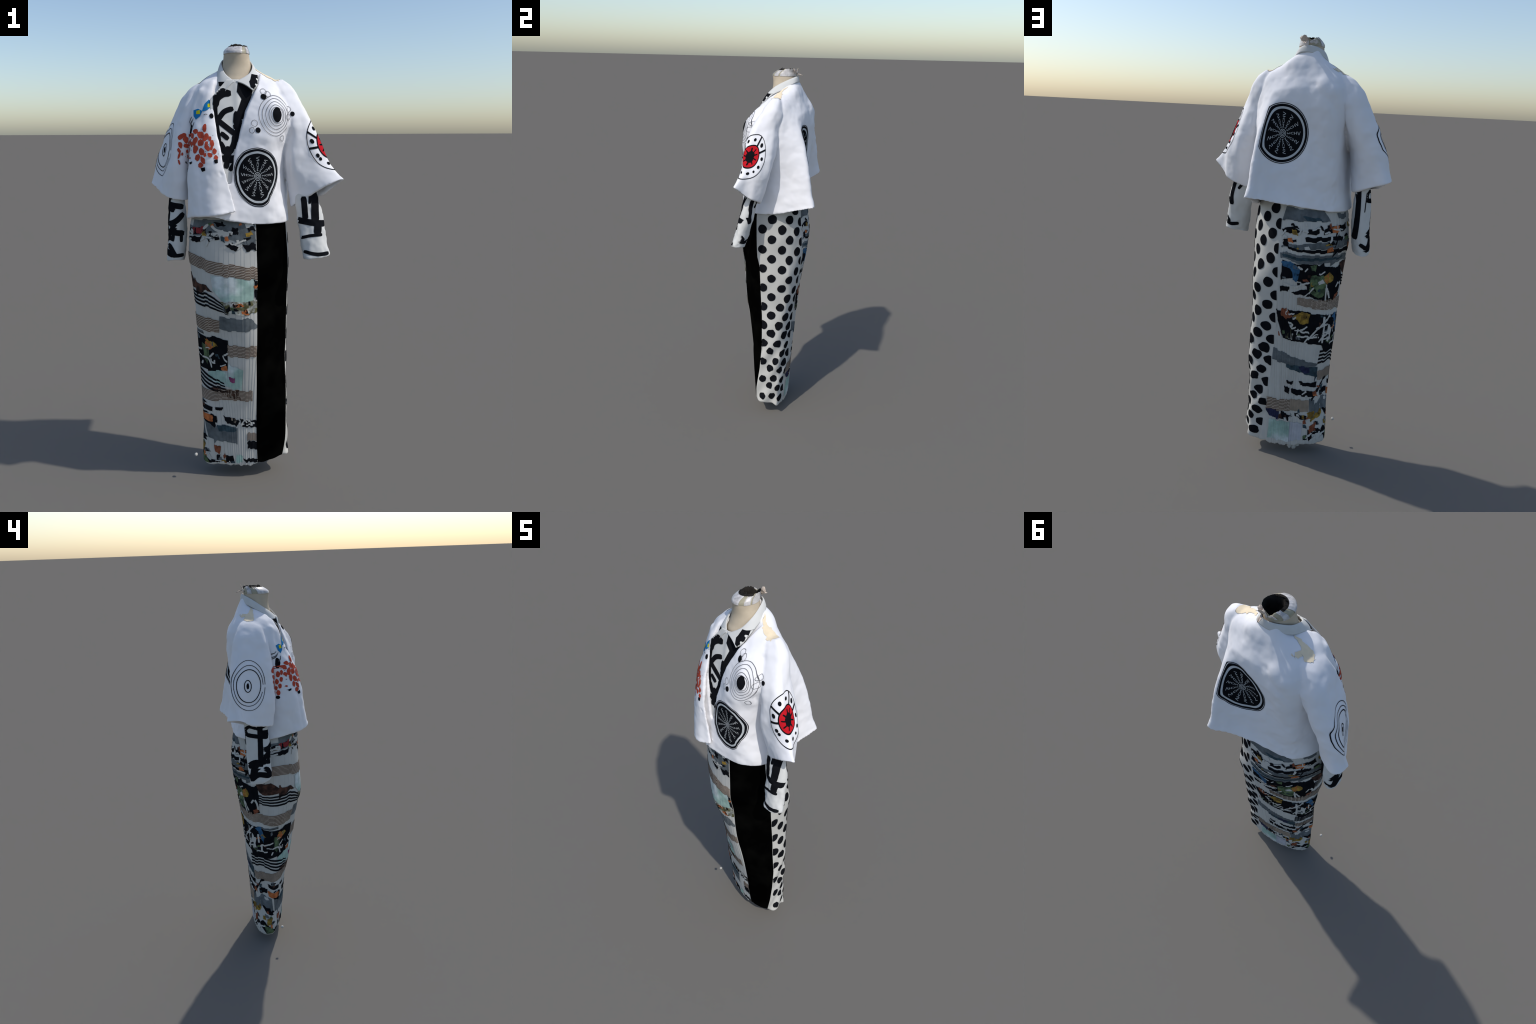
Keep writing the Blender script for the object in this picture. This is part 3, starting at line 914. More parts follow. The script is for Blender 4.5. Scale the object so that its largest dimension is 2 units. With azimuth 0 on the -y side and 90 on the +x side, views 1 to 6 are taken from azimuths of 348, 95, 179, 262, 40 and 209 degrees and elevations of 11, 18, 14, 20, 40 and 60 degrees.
def wrapper(ob, axis, heading, radius):
    """wrap flat coordinates (along the arc, height offset) round a leaning sleeve axis:
    axis is a list of (z, x, y); heading is the plan direction of the middle, in degrees."""
    tree = BVHTree.FromPolygons([Vector(v) for v in verts_of(ob)], [tuple(p.vertices) for p in ob.data.polygons])
    za, xa, ya = zip(*axis)

    def press(P, L):
        out, ok = np.zeros((len(P), 3)), np.zeros(len(P), bool)
        for i, (p, l) in enumerate(zip(P, L)):
            z = float(p[1])
            t = math.radians(heading) + float(p[0]) / radius
            c = Vector((float(np.interp(z, za, xa)), float(np.interp(z, za, ya)), z))
            d = Vector((-math.cos(t), -math.sin(t), 0))
            hit, n, _, _ = tree.ray_cast(c - d * 0.6, d)
            if hit is None:
                continue
            if n.dot(d) > 0:
                n = -n
            out[i] = hit + n * (LIFT + LAYER * float(l))
            ok[i] = True
        return out, ok
    return press


X, Y, Z = (1, 0, 0), (0, 1, 0), (0, 0, 1)
NIL = (0, 0, 0)
on_front = presser(jacket_whole, NIL, X, Z, (0, 1, 0))
on_back = presser(jacket_whole, NIL, X, Z, (0, -1, 0))
on_top = presser(jacket_whole, NIL, X, Y, (0, 0, -1))
on_left = wrapper(jacket_whole, [(1.43, .275, -.105), (1.48, .265, -.098), (1.59, .238, -.083), (1.69, .21, -.065)], -26, 0.090)
on_right = presser(jacket_whole, (-0.332, 0.111, 0.0), (-0.10, -0.995, 0), Z, (0.995, -0.10, 0))
on_right_side = presser(jacket_whole, NIL, Y, Z, (1, 0, 0))

# ---- lettered medallions
_letters = {}


def word_shape(word, size):
    cu = bpy.data.curves.new('word', 'FONT')
    cu.body, cu.size, cu.resolution_u = word, size, 2
    cu.align_x, cu.align_y = 'LEFT', 'CENTER'
    ob = bpy.data.objects.new('word', cu)
    bpy.context.scene.collection.objects.link(ob)
    bpy.context.view_layer.update()
    me = bpy.data.meshes.new_from_object(ob.evaluated_get(bpy.context.evaluated_depsgraph_get()))
    V = np.array([v.co[:2] for v in me.vertices])
    F = [tuple(p.vertices) for p in me.polygons]
    bpy.data.objects.remove(ob)
    bpy.data.curves.remove(cu)
    bpy.data.meshes.remove(me)
    return V, F


WORD_V, WORD_F = word_shape('PICH\u039b', 1.0)
WORD_V = (WORD_V - [WORD_V[:, 0].min(), 0.5 * (WORD_V[:, 1].min() + WORD_V[:, 1].max())]) / np.ptp(WORD_V[:, 0])


def medallion(press, name, c, shape, spokes=13, start=0.0):
    m = Motif(press)
    m.ring(c, 0.975, 1.0, 'black', 1, shape, rows=1, n=120)
    m.ring(c, 0.875, 0.955, 'black', 1, shape, n=120)
    m.ring(c, 0.80, 0.875, 'grey_white', 1, shape, n=120)
    m.ring(c, 0.0, 0.80, 'black', 1, shape, n=120)
    for r0, r1 in ((0.03, 0.05), (0.075, 0.095), (0.125, 0.145)):
        m.ring(c, r0, r1, 'grey_white', 2, shape, rows=1)
    for k in range(spokes):
        t = start + 2 * math.pi * k / spokes
        ct, st = math.cos(t), math.sin(t)
        P = []
        for x, y in WORD_V:
            r, w = 0.19 + 0.51 * x, y * 0.42 * (0.5 + 0.62 * x)
            a, b = r * ct - w * st, r * st + w * ct
            rx, ry = shape(math.atan2(b, a))
            P.append((c[0] + a * rx, c[1] + b * ry))
        m._add(P, WORD_F, 'grey_white', 2)
    return m.finish(name, jacket, longest=0.05)


def profile(points, scale, squash=1.0):
    """direction-dependent radius from (degrees, radius) control points."""
    a = np.array([p[0] for p in points], float)
    r = np.array([p[1] for p in points], float) * scale

    def f(t):
        v = float(np.interp(math.degrees(t) % 360, np.r_[a, 360], np.r_[r, r[0]]))
        return v, v * squash
    return f


front_outline = profile([(0, 152), (30, 163), (60, 180), (90, 190), (120, 188), (150, 172), (180, 160), (210, 166), (240, 185), (262, 203), (280, 208), (293, 196), (303, 168), (318, 152), (340, 149)], 0.000607, 1.03)
medallion(on_front, 'medallion_print', (0.026, 1.446), front_outline, start=0.12)


def on_back_to_ridge(P, L):
    """the back print is squeezed where the cloth folds round the left ridge."""
    ridge = np.interp(P[:, 1], [1.45, 1.55, 1.62, 1.70], [.204, .188, .173, .154])
    half = 0.116 * np.sqrt(np.clip(1 - ((P[:, 1] - 1.583) / 0.134) ** 2, 0.02, 1))
    squeeze = np.minimum(1, (ridge - 0.089) / half)
    x = np.where(P[:, 0] > 0.089, 0.089 + (P[:, 0] - 0.089) * squeeze, P[:, 0])
    return on_back(np.stack([x, P[:, 1]], 1), L)


medallion(on_back_to_ridge, 'medallion_print', (0.089, 1.583), lambda t: (0.114, 0.131), start=0.2)

# ---- red wheel on the left sleeve
m = Motif(on_left)
S = lambda t: (0.092, 0.108)
O = (0.0, 1.572)
at = lambda deg, rx, rz: (O[0] + rx * math.cos(math.radians(deg)), O[1] + rz * math.sin(math.radians(deg)))
m.ring(O, 0.965, 1.0, 'black', 1, S, rows=1, n=120)
m.ring(O, 0.475, 0.53, 'black', 1, S, n=90)
m.ring(O, 0.0, 0.475, 'disc_red', 1, S, n=90)
m.disc(O, 0.020, 0.028, 'black', 2, wobble=0.3, seed=3)
for k in range(9):
    m.stroke([at(17 + 40 * k, 0.015, 0.02), at(17 + 40 * k, 0.036, 0.043)], 0.006, 'black', 3)
for deg in (18, 65, 148, 188):
    m.stroke([at(deg, 0.047, 0.056), at(deg, 0.09, 0.105)], 0.009, 'black', 2, round_ends=False)
for deg, r in ((90, 7), (42, 10), (-8, 8), (-38, 7.5), (-62, 5.5), (-85, 6), (-108, 6), (-135, 7), (168, 9), (212, 8), (120, 8)):
    m.disc(at(deg, 0.069, 0.081), r * 0.001, r * 0.0011, 'black', 2)
m.finish('red_wheel_print', jacket, longest=0.05)

# ---- rings on the right sleeve
m = Motif(on_right)
O = (0.0, 1.551)
for rx, ry, w, g in ((0.082, 0.113, 0.0024, 0.02), (0.071, 0.093, 0.0026, 0.06), (0.059, 0.076, 0.0038, 0.0), (0.0165, 0.027, 0.0038, 0.0)):
    m.loop((0.004 if rx > 0.05 else 0.0, O[1]), rx, ry, w, 'black', wobble=0.05, seed=2 + rx * 30, gap=g, n=60)
m.disc(O, 0.0065, 0.0135, 'black', wobble=0.2)
m.finish('ring_print', jacket, longest=0.05)

# ---- contour rings on the left front
m = Motif(on_front)
cx, cz = 0.104, 1.694
for k, f in enumerate((1.0, 0.84, 0.67, 0.51, 0.40)):
    m.loop((cx + 0.006 * (1 - f) * 2, cz + 0.004 * (1 - f)), 0.066 * f, 0.082 * f, 0.0016, 'grey_line', wobble=0.10, seed=1 + k * 0.15, n=64)
m.disc((cx + 0.006, cz + 0.004), 0.019, 0.029, 'black', wobble=0.15, seed=5)
for x, z, r in ((0.064, 1.772, 0.0115), (0.030, 1.635, 0.0105), (0.189, 1.703, 0.0095)):
    m.disc((x, z), r, r * 1.05, 'black', wobble=0.1, seed=x * 9)
for x, z, r in ((0.066, 1.793, 0.012), (0.083, 1.783, 0.0105), (0.018, 1.662, 0.0125), (0.006, 1.634, 0.0105), (0.134, 1.602, 0.010), (0.172, 1.722, 0.011), (0.166, 1.690, 0.012)):
    m.loop((x, z), r, r * 1.08, 0.0015, 'grey_line', wobble=0.25, seed=x * 31, n=28)
m.finish('contour_print', jacket, longest=0.05)

# ---- spotted giraffe with a bow on the right front (drawn on a 1000-unit board)
bx = lambda x: -0.154 + (x - 555) * 0.00064
bz = lambda y: 1.694 - (y - 587) * 0.000603
B = lambda pts: [(bx(x), bz(y)) for x, y in pts]
m = Motif(on_front)
m.patch(B([(448, 585), (450, 545), (478, 535), (502, 552), (485, 588), (460, 610)]), 'bow_blue', 1)
m.patch(B([(500, 550), (518, 503), (545, 474), (558, 486), (556, 522), (532, 546), (508, 554)]), 'bow_blue', 1)
m.patch(B([(467, 550), (488, 544), (487, 572), (464, 573)]), 'bow_yellow', 2)
m.patch(B([(536, 504), (556, 499), (555, 526), (535, 528)]), 'bow_yellow', 2)
for a, b in (((421, 632), (438, 588)), ((427, 652), (446, 600)), ((434, 672), (449, 628)), ((428, 640), (440, 612))):
    m.stroke(B([a, b]), 0.0016, 'grey_line', 2)
m.stroke(B([(508, 580), (518, 573), (530, 577)]), 0.0022, 'grey_line', 2)
m.disc(B([(555, 587)])[0], 0.0085, 0.010, 'black', 2, wobble=0.15)
SPOTS = [(507, 670, 10, 22), (452, 692, 11, 14), (480, 715, 16, 21), (515, 727, 12, 18), (428, 720, 12, 15), (385, 718, 14, 12), (363, 730, 12, 17), (396, 747, 16, 20),
         (447, 752, 12, 20), (545, 772, 10, 20), (478, 768, 14, 20), (510, 775, 8, 14), (421, 775, 8, 16), (360, 786, 12, 19), (400, 791, 16, 13), (445, 812, 12, 23),
         (481, 828, 12, 21), (515, 803, 12, 19), (529, 850, 12, 14), (557, 826, 10, 17), (350, 824, 8, 16), (455, 870, 11, 21), (485, 886, 10, 22), (565, 866, 10, 13),
         (348, 862, 6, 20), (471, 920, 11, 15), (535, 740, 8, 15), (347, 905, 5, 16), (370, 850, 5, 10), (402, 830, 7, 12), (408, 868, 6, 12), (438, 775, 7, 12), (500, 745, 8, 12), (500, 850, 6, 12), (540, 805, 7, 12)]
for k, (x, y, rx, ry) in enumerate(SPOTS):
    m.disc((bx(x), bz(y)), rx * 0.00079, ry * 0.00072, 'spot_red', 2, wobble=0.35, seed=k * 0.9, n=14, turn=random.uniform(-0.4, 0.4))
for k in range(34):
    x, y = SPOTS[k % len(SPOTS)][0] + random.uniform(-26, 26), SPOTS[k % len(SPOTS)][1] + random.uniform(-26, 26)
    m.disc((bx(x), bz(y)), 0.0013, 0.0016, 'grey_line', 1, n=8)
for pts in ([(388, 900), (405, 905), (422, 895), (418, 912), (400, 920), (388, 912)], [(470, 940), (495, 932), (497, 955), (478, 964)], [(550, 885), (576, 878), (575, 903), (556, 906)]):
    m.patch(B(pts), 'black', 2, (0.008, 0.008))
m.finish('giraffe_print', jacket)
m = Motif(on_right_side)                      # the hind part wraps round the side
m.disc((-0.052, 1.634), 0.014, 0.024, 'black', 1, wobble=0.3)
for k, (y, z, ry, rz) in enumerate(((-0.052, 1.581, .011, .014), (-0.046, 1.545, .009, .013), (-0.068, 1.556, .008, .012), (-0.06, 1.524, .009, .012), (-0.042, 1.514, .007, .010), (-0.052, 1.491, .010, .012), (-0.07, 1.59, .007, .012))):
    m.disc((y, z), ry, rz, 'spot_red', 2, wobble=0.3, seed=k)
m.disc((-0.048, 1.468), 0.011, 0.008, 'black', 1, wobble=0.2)
m.finish('giraffe_print', jacket)

# ---- cream lining patches worn through on the shoulders (ragged outlines)
def ragged(pts, amount, seed, n=5):
    P = []
    for i in range(len(pts)):
        a, b = np.array(pts[i]), np.array(pts[(i + 1) % len(pts)])
        for k in range(n):
            q = a + (b - a) * k / n
            P.append((q[0] + amount * noise.noise(Vector((q[0] * 190 + seed, q[1] * 190, 1))), q[1] + amount * noise.noise(Vector((q[0] * 190, q[1] * 190 + seed, 7)))))
    return P


m = Motif(on_top)
m.patch(ragged([(.055, .045), (.075, .005), (.095, -.02), (.135, -.043), (.163, -.028), (.165, .008), (.135, .012), (.112, .012), (.085, .012)], 0.010, 3.0), 'cream', 1, (0.008, 0.008))
m.patch(ragged([(-.095, .048), (-.13, .045), (-.165, .045), (-.186, .06), (-.188, .09), (-.168, .098), (-.15, .088), (-.132, .112), (-.12, .108), (-.137, .077)], 0.010, 8.0), 'cream', 1, (0.008, 0.008))
m.finish('cream_patch', jacket)

# ---- shirt lettering
on_shirt = presser(shirt_front, NIL, X, Z, (0, 1, 0))
m = Motif(on_shirt)
for w, pts in ((34, [(585, 525), (598, 470), (640, 437), (690, 432)]), (28, [(598, 612), (640, 557), (700, 535)]), (30, [(590, 612), (660, 672), (735, 735)]),
               (22, [(586, 440), (584, 600), (600, 765)]), (34, [(597, 760), (640, 845)]), (42, [(610, 872), (680, 882), (735, 872)]), (30, [(640, 872), (692, 780), (702, 715)]),
               (30, [(695, 662), (765, 648)]), (32, [(722, 555), (712, 645)]), (30, [(636, 945), (650, 880)]), (26, [(610, 700), (660, 745)]), (26, [(690, 800), (745, 790)]), (30, [(740, 600), (722, 690), (740, 780)]), (26, [(640, 800), (690, 830)]), (24, [(700, 900), (660, 960)])):
    m.stroke([(bx(x), bz(y)) for x, y in pts], w * 0.00078, 'black', 1, cols=5)
m.patch(B([(738, 335), (800, 335), (835, 400), (830, 440), (800, 520), (772, 605), (735, 612), (722, 560), (757, 470), (728, 420), (735, 370)]), 'black', 1, (0.008, 0.008))
m.patch(B([(585, 410), (640, 395), (690, 415), (660, 440), (600, 450)]), 'black', 1, (0.008, 0.008))
m.finish('shirt_lettering', shirt)

on_collar = presser(shirt_collar, NIL, X, Z, (0, 1, 0))
m = Motif(on_collar)
m.patch(B([(835, 296), (860, 300), (900, 300), (900, 350), (860, 415), (818, 390), (812, 350), (822, 335)]), 'black', 1, (0.006, 0.006))
m.disc((bx(872), bz(335)), 0.008, 0.004, 'shirt_white', 2, turn=-0.6)
m.disc((bx(858), bz(375)), 0.007, 0.004, 'shirt_white', 2, turn=-0.8)
m.patch(B([(580, 372), (610, 350), (655, 352), (640, 395), (612, 422), (580, 430)]), 'black', 1, (0.006, 0.006))
m.disc((bx(603), bz(395)), 0.009, 0.012, 'shirt_white', 2, wobble=0.3)
m.finish('collar_lettering', shirt)

lx, lz = (lambda x: 0.343 + (x - 1360) * 0.00061), (lambda y: 1.118 - (y - 1510) * 0.00062)
m = Motif(presser(left_arm, NIL, X, Z, (0, 1, 0)))
for w, pts in ((40, [(1185, 1130), (1195, 1290)]), (60, [(1270, 1080), (1262, 1310)]), (46, [(1130, 1292), (1230, 1310), (1345, 1322)]), (58, [(1285, 1300), (1272, 1400)]),
               (22, [(1150, 1420), (1230, 1400), (1310, 1395)]), (26, [(1180, 1512), (1260, 1528), (1350, 1522)]), (20, [(1232, 1120), (1225, 1180)])):
    m.stroke([(lx(x), lz(y)) for x, y in pts], w * 0.0006, 'black', 1, cols=5)
m.finish('sleeve_lettering', shirt)
m = Motif(presser(left_arm, NIL, X, Z, (0, -1, 0)))
for w, pts in ((0.022, [(.300, 1.345), (.318, 1.27), (.315, 1.22)]), (0.016, [(.335, 1.23), (.345, 1.17), (.325, 1.13)]), (0.018, [(.28, 1.125), (.32, 1.12), (.345, 1.135)]), (0.014, [(.262, 1.33), (.285, 1.30)])):
    m.stroke(pts, w, 'black', 1, cols=5)
m.finish('sleeve_lettering', shirt)

rx_, rz_ = (lambda x: -0.343 + (x - 262) * 0.00066), (lambda y: 1.076 - (y - 1558) * 0.00067)
m = Motif(presser(right_arm, NIL, X, Z, (0, 1, 0)))
for w, pts in ((40, [(262, 1203), (372, 1220)]), (36, [(262, 1345), (320, 1312), (372, 1262)]), (42, [(265, 1385), (372, 1397)]), (22, [(292, 1450), (300, 1405)]), (22, [(350, 1455), (352, 1405)]),
               (30, [(268, 1470), (310, 1550)]), (26, [(285, 1548), (365, 1542)])):
    m.stroke([(rx_(x), rz_(y)) for x, y in pts], w * 0.00066, 'black', 1, cols=5)
m.finish('sleeve_lettering', shirt)
m = Motif(presser(right_arm, NIL, Y, Z, (1, 0, 0)))
sy, sz = (lambda x: 0.11 - (x - 349) * 0.000685), (lambda y: 1.06 - (y - 385) * 0.00073)
for w, pts in ((22, [(335, 48), (322, 20), (350, -5), (400, 8)]), (30, [(325, 50), (400, 60), (485, 75)]), (38, [(425, -40), (422, 275)]), (35, [(430, 245), (500, 160)]), (36, [(335, 285), (375, 243), (470, 248)]),
               (40, [(342, 375), (405, 330), (500, 352)]), (24, [(395, 10), (485, -10)])):
    m.stroke([(sy(x), sz(y)) for x, y in pts], w * 0.0007, 'black', 1, cols=5)
m.finish('sleeve_lettering', shirt)
m = Motif(presser(right_arm, NIL, X, Z, (0, -1, 0)))
for w, pts in ((0.020, [(-.268, 1.36), (-.272, 1.24), (-.268, 1.12)]), (0.004, [(-.303, 1.34), (-.300, 1.25)]), (0.014, [(-.335, 1.16), (-.33, 1.10), (-.31, 1.075)]), (0.018, [(-.29, 1.10), (-.33, 1.075)])):
    m.stroke(pts, w, 'black', 1, cols=5)
m.finish('sleeve_lettering', shirt)

# ---- polka dots: staggered columns, 11.3 cm apart along each column
DEG = 0.0034                                   # metres of cloth per degree, roughly


def on_skirt(P, L):
    a, z = P[:, 0] / DEG, P[:, 1]
    z = np.maximum(z, hem_height(a) + 0.003)
    return skirt_point(a, z, 0.0016 + LAYER * L), np.ones(len(P), bool)


m = Motif(on_skirt)
COLUMNS = [  # (height, angle) track of each column, and the height of its top dot
    ([(0.2, 284), (0.5, 284.3), (1.16, 290)], 1.160), ([(0.1, 273), (0.6, 272), (1.25, 275)], 1.215), ([(0.1, 268.5), (0.24, 266), (0.5, 260), (0.8, 256), (1.2, 257)], 1.155),
    ([(0.1, 260.5), (0.29, 254), (0.5, 247), (0.75, 244), (1.2, 241)], 1.205), ([(0.1, 252), (0.32, 244.4), (0.55, 234.5), (0.68, 230.5), (0.8, 226), (1.03, 223), (1.25, 224)], 1.250),
    ([(0.1, 246), (0.27, 236.3), (0.38, 231), (0.5, 225.5), (0.61, 221), (0.74, 214), (0.96, 209), (1.2, 210)], 1.182)]
for k, (track, top) in enumerate(COLUMNS):
    z, row = top, 0
    while z > 0.09:
        a = float(np.interp(z, [t[0] for t in track], [t[1] for t in track]))
        lo, hi = float(edge(BACK_EDGE, z)) + 0.3, float(edge(DOT_EDGE, z)) - 0.3
        r = 0.0250 * (1.0 if z > 0.5 else 0.84 + 0.16 * z / 0.5) * random.uniform(0.94, 1.04)
        rr = float(smooth_radius(a, z)) * math.radians(1)          # metres per degree here
        sx = min(r, 0.0245) / rr * DEG
        n0 = len(m.V)
        m.disc((a * DEG, z), sx * (1.0 if z > 0.45 else 0.85), r * (1.0 if z > 0.45 else 0.95), 'black', 1, n=26, wobble=0.10 if z > 0.6 else 0.26, seed=k * 3.1 + row)
        for i in range(n0, len(m.V)):
            m.V[i] = (min(max(m.V[i][0], lo * DEG), hi * DEG), m.V[i][1])
        z -= 0.1135 * random.uniform(0.98, 1.02)
        row += 1
m.finish('polka_dots', skirt, longest=0.05)['kind'] = 'stuff'

# ---- collage of photo scraps, bands and lines on the pleated panel
COLLAGE_FRONT = [
    ('slate', [(78, 1.255), (35, 1.261), (-5, 1.244), (-5, 1.152), (26, 1.173), (49, 1.199), (78, 1.185)]),
    ('black', [(78, 1.223), (57, 1.225), (57, 1.198), (78, 1.192)]),
    ('red', [(72, 1.224), (60, 1.224), (62, 1.199), (71, 1.2)]),
    ('black', [(78, 1.181), (62, 1.186), (63, 1.165), (78, 1.158)]),
    ('black', [(56, 1.178), (44, 1.193), (46, 1.184), (52, 1.166)]),
    ('black', [(33, 1.157), (25, 1.16), (17, 1.147), (21, 1.127), (26, 1.13)]),
    ('black', [(13, 1.157), (-5, 1.161), (-6, 1.129), (6, 1.134)]),
    ('black', [(49, 1.252), (33, 1.242), (42, 1.228)]),
    ('white', [(57, 1.199), (35, 1.213), (24, 1.198), (42, 1.187)]),
    ('black', [(26, 1.23), (17, 1.226), (18, 1.201), (24, 1.198)]),
    ('green_wash', [(51, 1.017), (25, 1.012), (-2, 1.004), (-2, .905), (14, .903), (38, .909), (49, .951)]),
    ('black', [(-2, 1.001), (-8, .997), (-8, .967), (-3, .962)]),
    ('orange', [(-2, .976), (-7, .985), (-8, .974), (-3, .962)]),
    ('black', [(-2, .955), (-8, .961), (-9, .903), (-5, .919)]),
    ('maroon', [(78, .996), (75, .977), (59, .967), (49, .941), (60, .944), (78, .911)]),
    ('olive', [(39, .902), (21, .908), (-7, .903), (-8, .854), (13, .841), (31, .853), (39, .871)]),
    ('slate', [(44, .832), (14, .823), (6, .837), (-8, .793), (-8, .779), (12, .764), (40, .762), (48, .769)]),
    ('black', [(78, .701), (65, .723), (37, .713), (41, .567), (78, .542), (78, .54)]),
    ('orange', [(78, .68), (74, .705), (62, .677), (78, .641), (78, .647)]),
    ('ochre', [(78, .701), (65, .696), (55, .677), (70, .662)]),
    ('orange', [(52, .58), (42, .586), (42, .562), (54, .56)]),
    ('green_wash', [(39, .595), (13, .573), (17, .463), (45, .479)]),
    ('green_wash', [(78, .537), (64, .561), (42, .551), (45, .479), (59, .481), (78, .504)]),
    ('magenta', [(40, .532), (29, .532), (29, .508), (39, .508)]),
    ('maroon', [(74, .466), (21, .464), (21, .41), (44, .423), (70, .447)]),
    ('black', [(78, .359), (75, .365), (76, .349), (78, .342)]),
    ('black', [(72, .365), (58, .364), (61, .347), (71, .352)]),
    ('black', [(78, .326), (77, .328), (70, .309), (71, .285), (78, .279)]),
    ('black', [(60, .321), (36, .314), (24, .295), (33, .276), (54, .282)]),
    ('taupe', [(49, .316), (34, .312), (33, .282), (40, .289)]),
    ('black', [(24, .314), (-19, .303), (-19, .27), (18, .274)]),
    ('slate', [(78, .26), (65, .272), (31, .266), (33, .179), (74, .189), (78, .168)]),
    ('teal', [(72, .272), (54, .274), (33, .258), (38, .24), (69, .241)]),
    ('black', [(4, .198), (-20, .193), (-22, .151), (3, .156)]),
    ('rust', [(78, .166), (78, .161), (69, .163), (72, .116), (78, .131), (78, .125)]),
    ('black', [(78, .111), (72, .116), (73, .067), (78, .058)]),
    ('black', [(63, .111), (46, .112), (43, .075), (62, .073)]),
    ('green_wash', [(37, .121), (18, .115), (21, .079), (40, .077)]),
    ('black', [(19, .097), (-23, .101), (-23, .08), (8, .082)]),
]
COLLAGE_SIDE = [
    ('slate', [(91, 1.23), (74, 1.228), (74, 1.199), (90, 1.207)]),
    ('black', [(88, 1.213), (74, 1.221), (74, 1.195), (88, 1.191)]),
    ('red', [(79, 1.224), (74, 1.223), (74, 1.197), (76, 1.203)]),
    ('black', [(90, 1.176), (74, 1.178), (74, 1.163), (89, 1.162)]),
    ('black', [(126, 1.153), (121, 1.187), (122, 1.162), (126, 1.12)]),
    ('orange', [(126, 1.172), (122, 1.185), (122, 1.163), (126, 1.151)]),
    ('black', [(126, 1.1), (121, 1.144), (121, 1.128), (126, 1.077)]),
    ('slate', [(126, 1.074), (119, 1.126), (118, 1.083), (126, 1.029)]),
    ('black', [(126, 1.045), (118, 1.078), (118, 1.063), (126, 1.031)]),
    ('slate', [(126, 1.03), (117, 1.061), (118, 1.002), (126, .99)]),
    ('black', [(126, .959), (124, .98), (107, .987), (105, .931), (106, .83), (116, .82), (126, .813)]),
    ('ochre', [(126, .948), (126, .96), (120, .937), (126, .917), (126, .919)]),
    ('rust', [(115, .849), (107, .856), (107, .83), (114, .824)]),
    ('maroon', [(110, .996), (90, 1.015), (76, .971), (74, .949), (75, .944), (104, .947)]),
    ('slate', [(126, .747), (78, .742), (77, .726), (115, .748)]),
    ('black', [(126, .718), (125, .746), (112, .748), (74, .711), (74, .646), (74, .621), (76, .549), (122, .568), (126, .607)]),
    ('blue', [(114, .742), (105, .744), (100, .694), (101, .654), (106, .686), (109, .719)]),
    ('leafgreen', [(84, .679), (74, .668), (74, .609), (79, .574), (85, .606)]),
    ('teal', [(126, .431), (126, .487), (123, .421), (126, .391)]),
    ('black', [(126, .319), (108, .413), (100, .404), (110, .38), (126, .292)]),
    ('black', [(97, .389), (75, .362), (75, .338), (95, .36)]),
    ('black', [(114, .344), (98, .358), (98, .331), (111, .314)]),
    ('orange', [(97, .343), (75, .318), (77, .283), (96, .309)]),
    ('black', [(96, .32), (74, .316), (74, .256), (86, .289)]),
    ('slate', [(126, .257), (108, .309), (91, .294), (88, .2), (108, .235), (126, .181)]),
    ('slate', [(87, .299), (74, .256), (74, .191), (85, .199)]),
    ('ochre', [(126, .197), (112, .25), (109, .219), (126, .179)]),
    ('black', [(108, .239), (94, .232), (88, .178), (103, .208)]),
    ('rust', [(126, .153), (119, .18), (118, .132), (126, .113)]),
    ('ochre', [(100, .162), (90, .168), (91, .123), (99, .121)]),
    ('black', [(126, .108), (106, .145), (74, .032), (74, .011), (94, .034), (111, .111)]),
    ('leafgreen', [(105, .12), (91, .1), (83, .018), (100, .05)]),
]
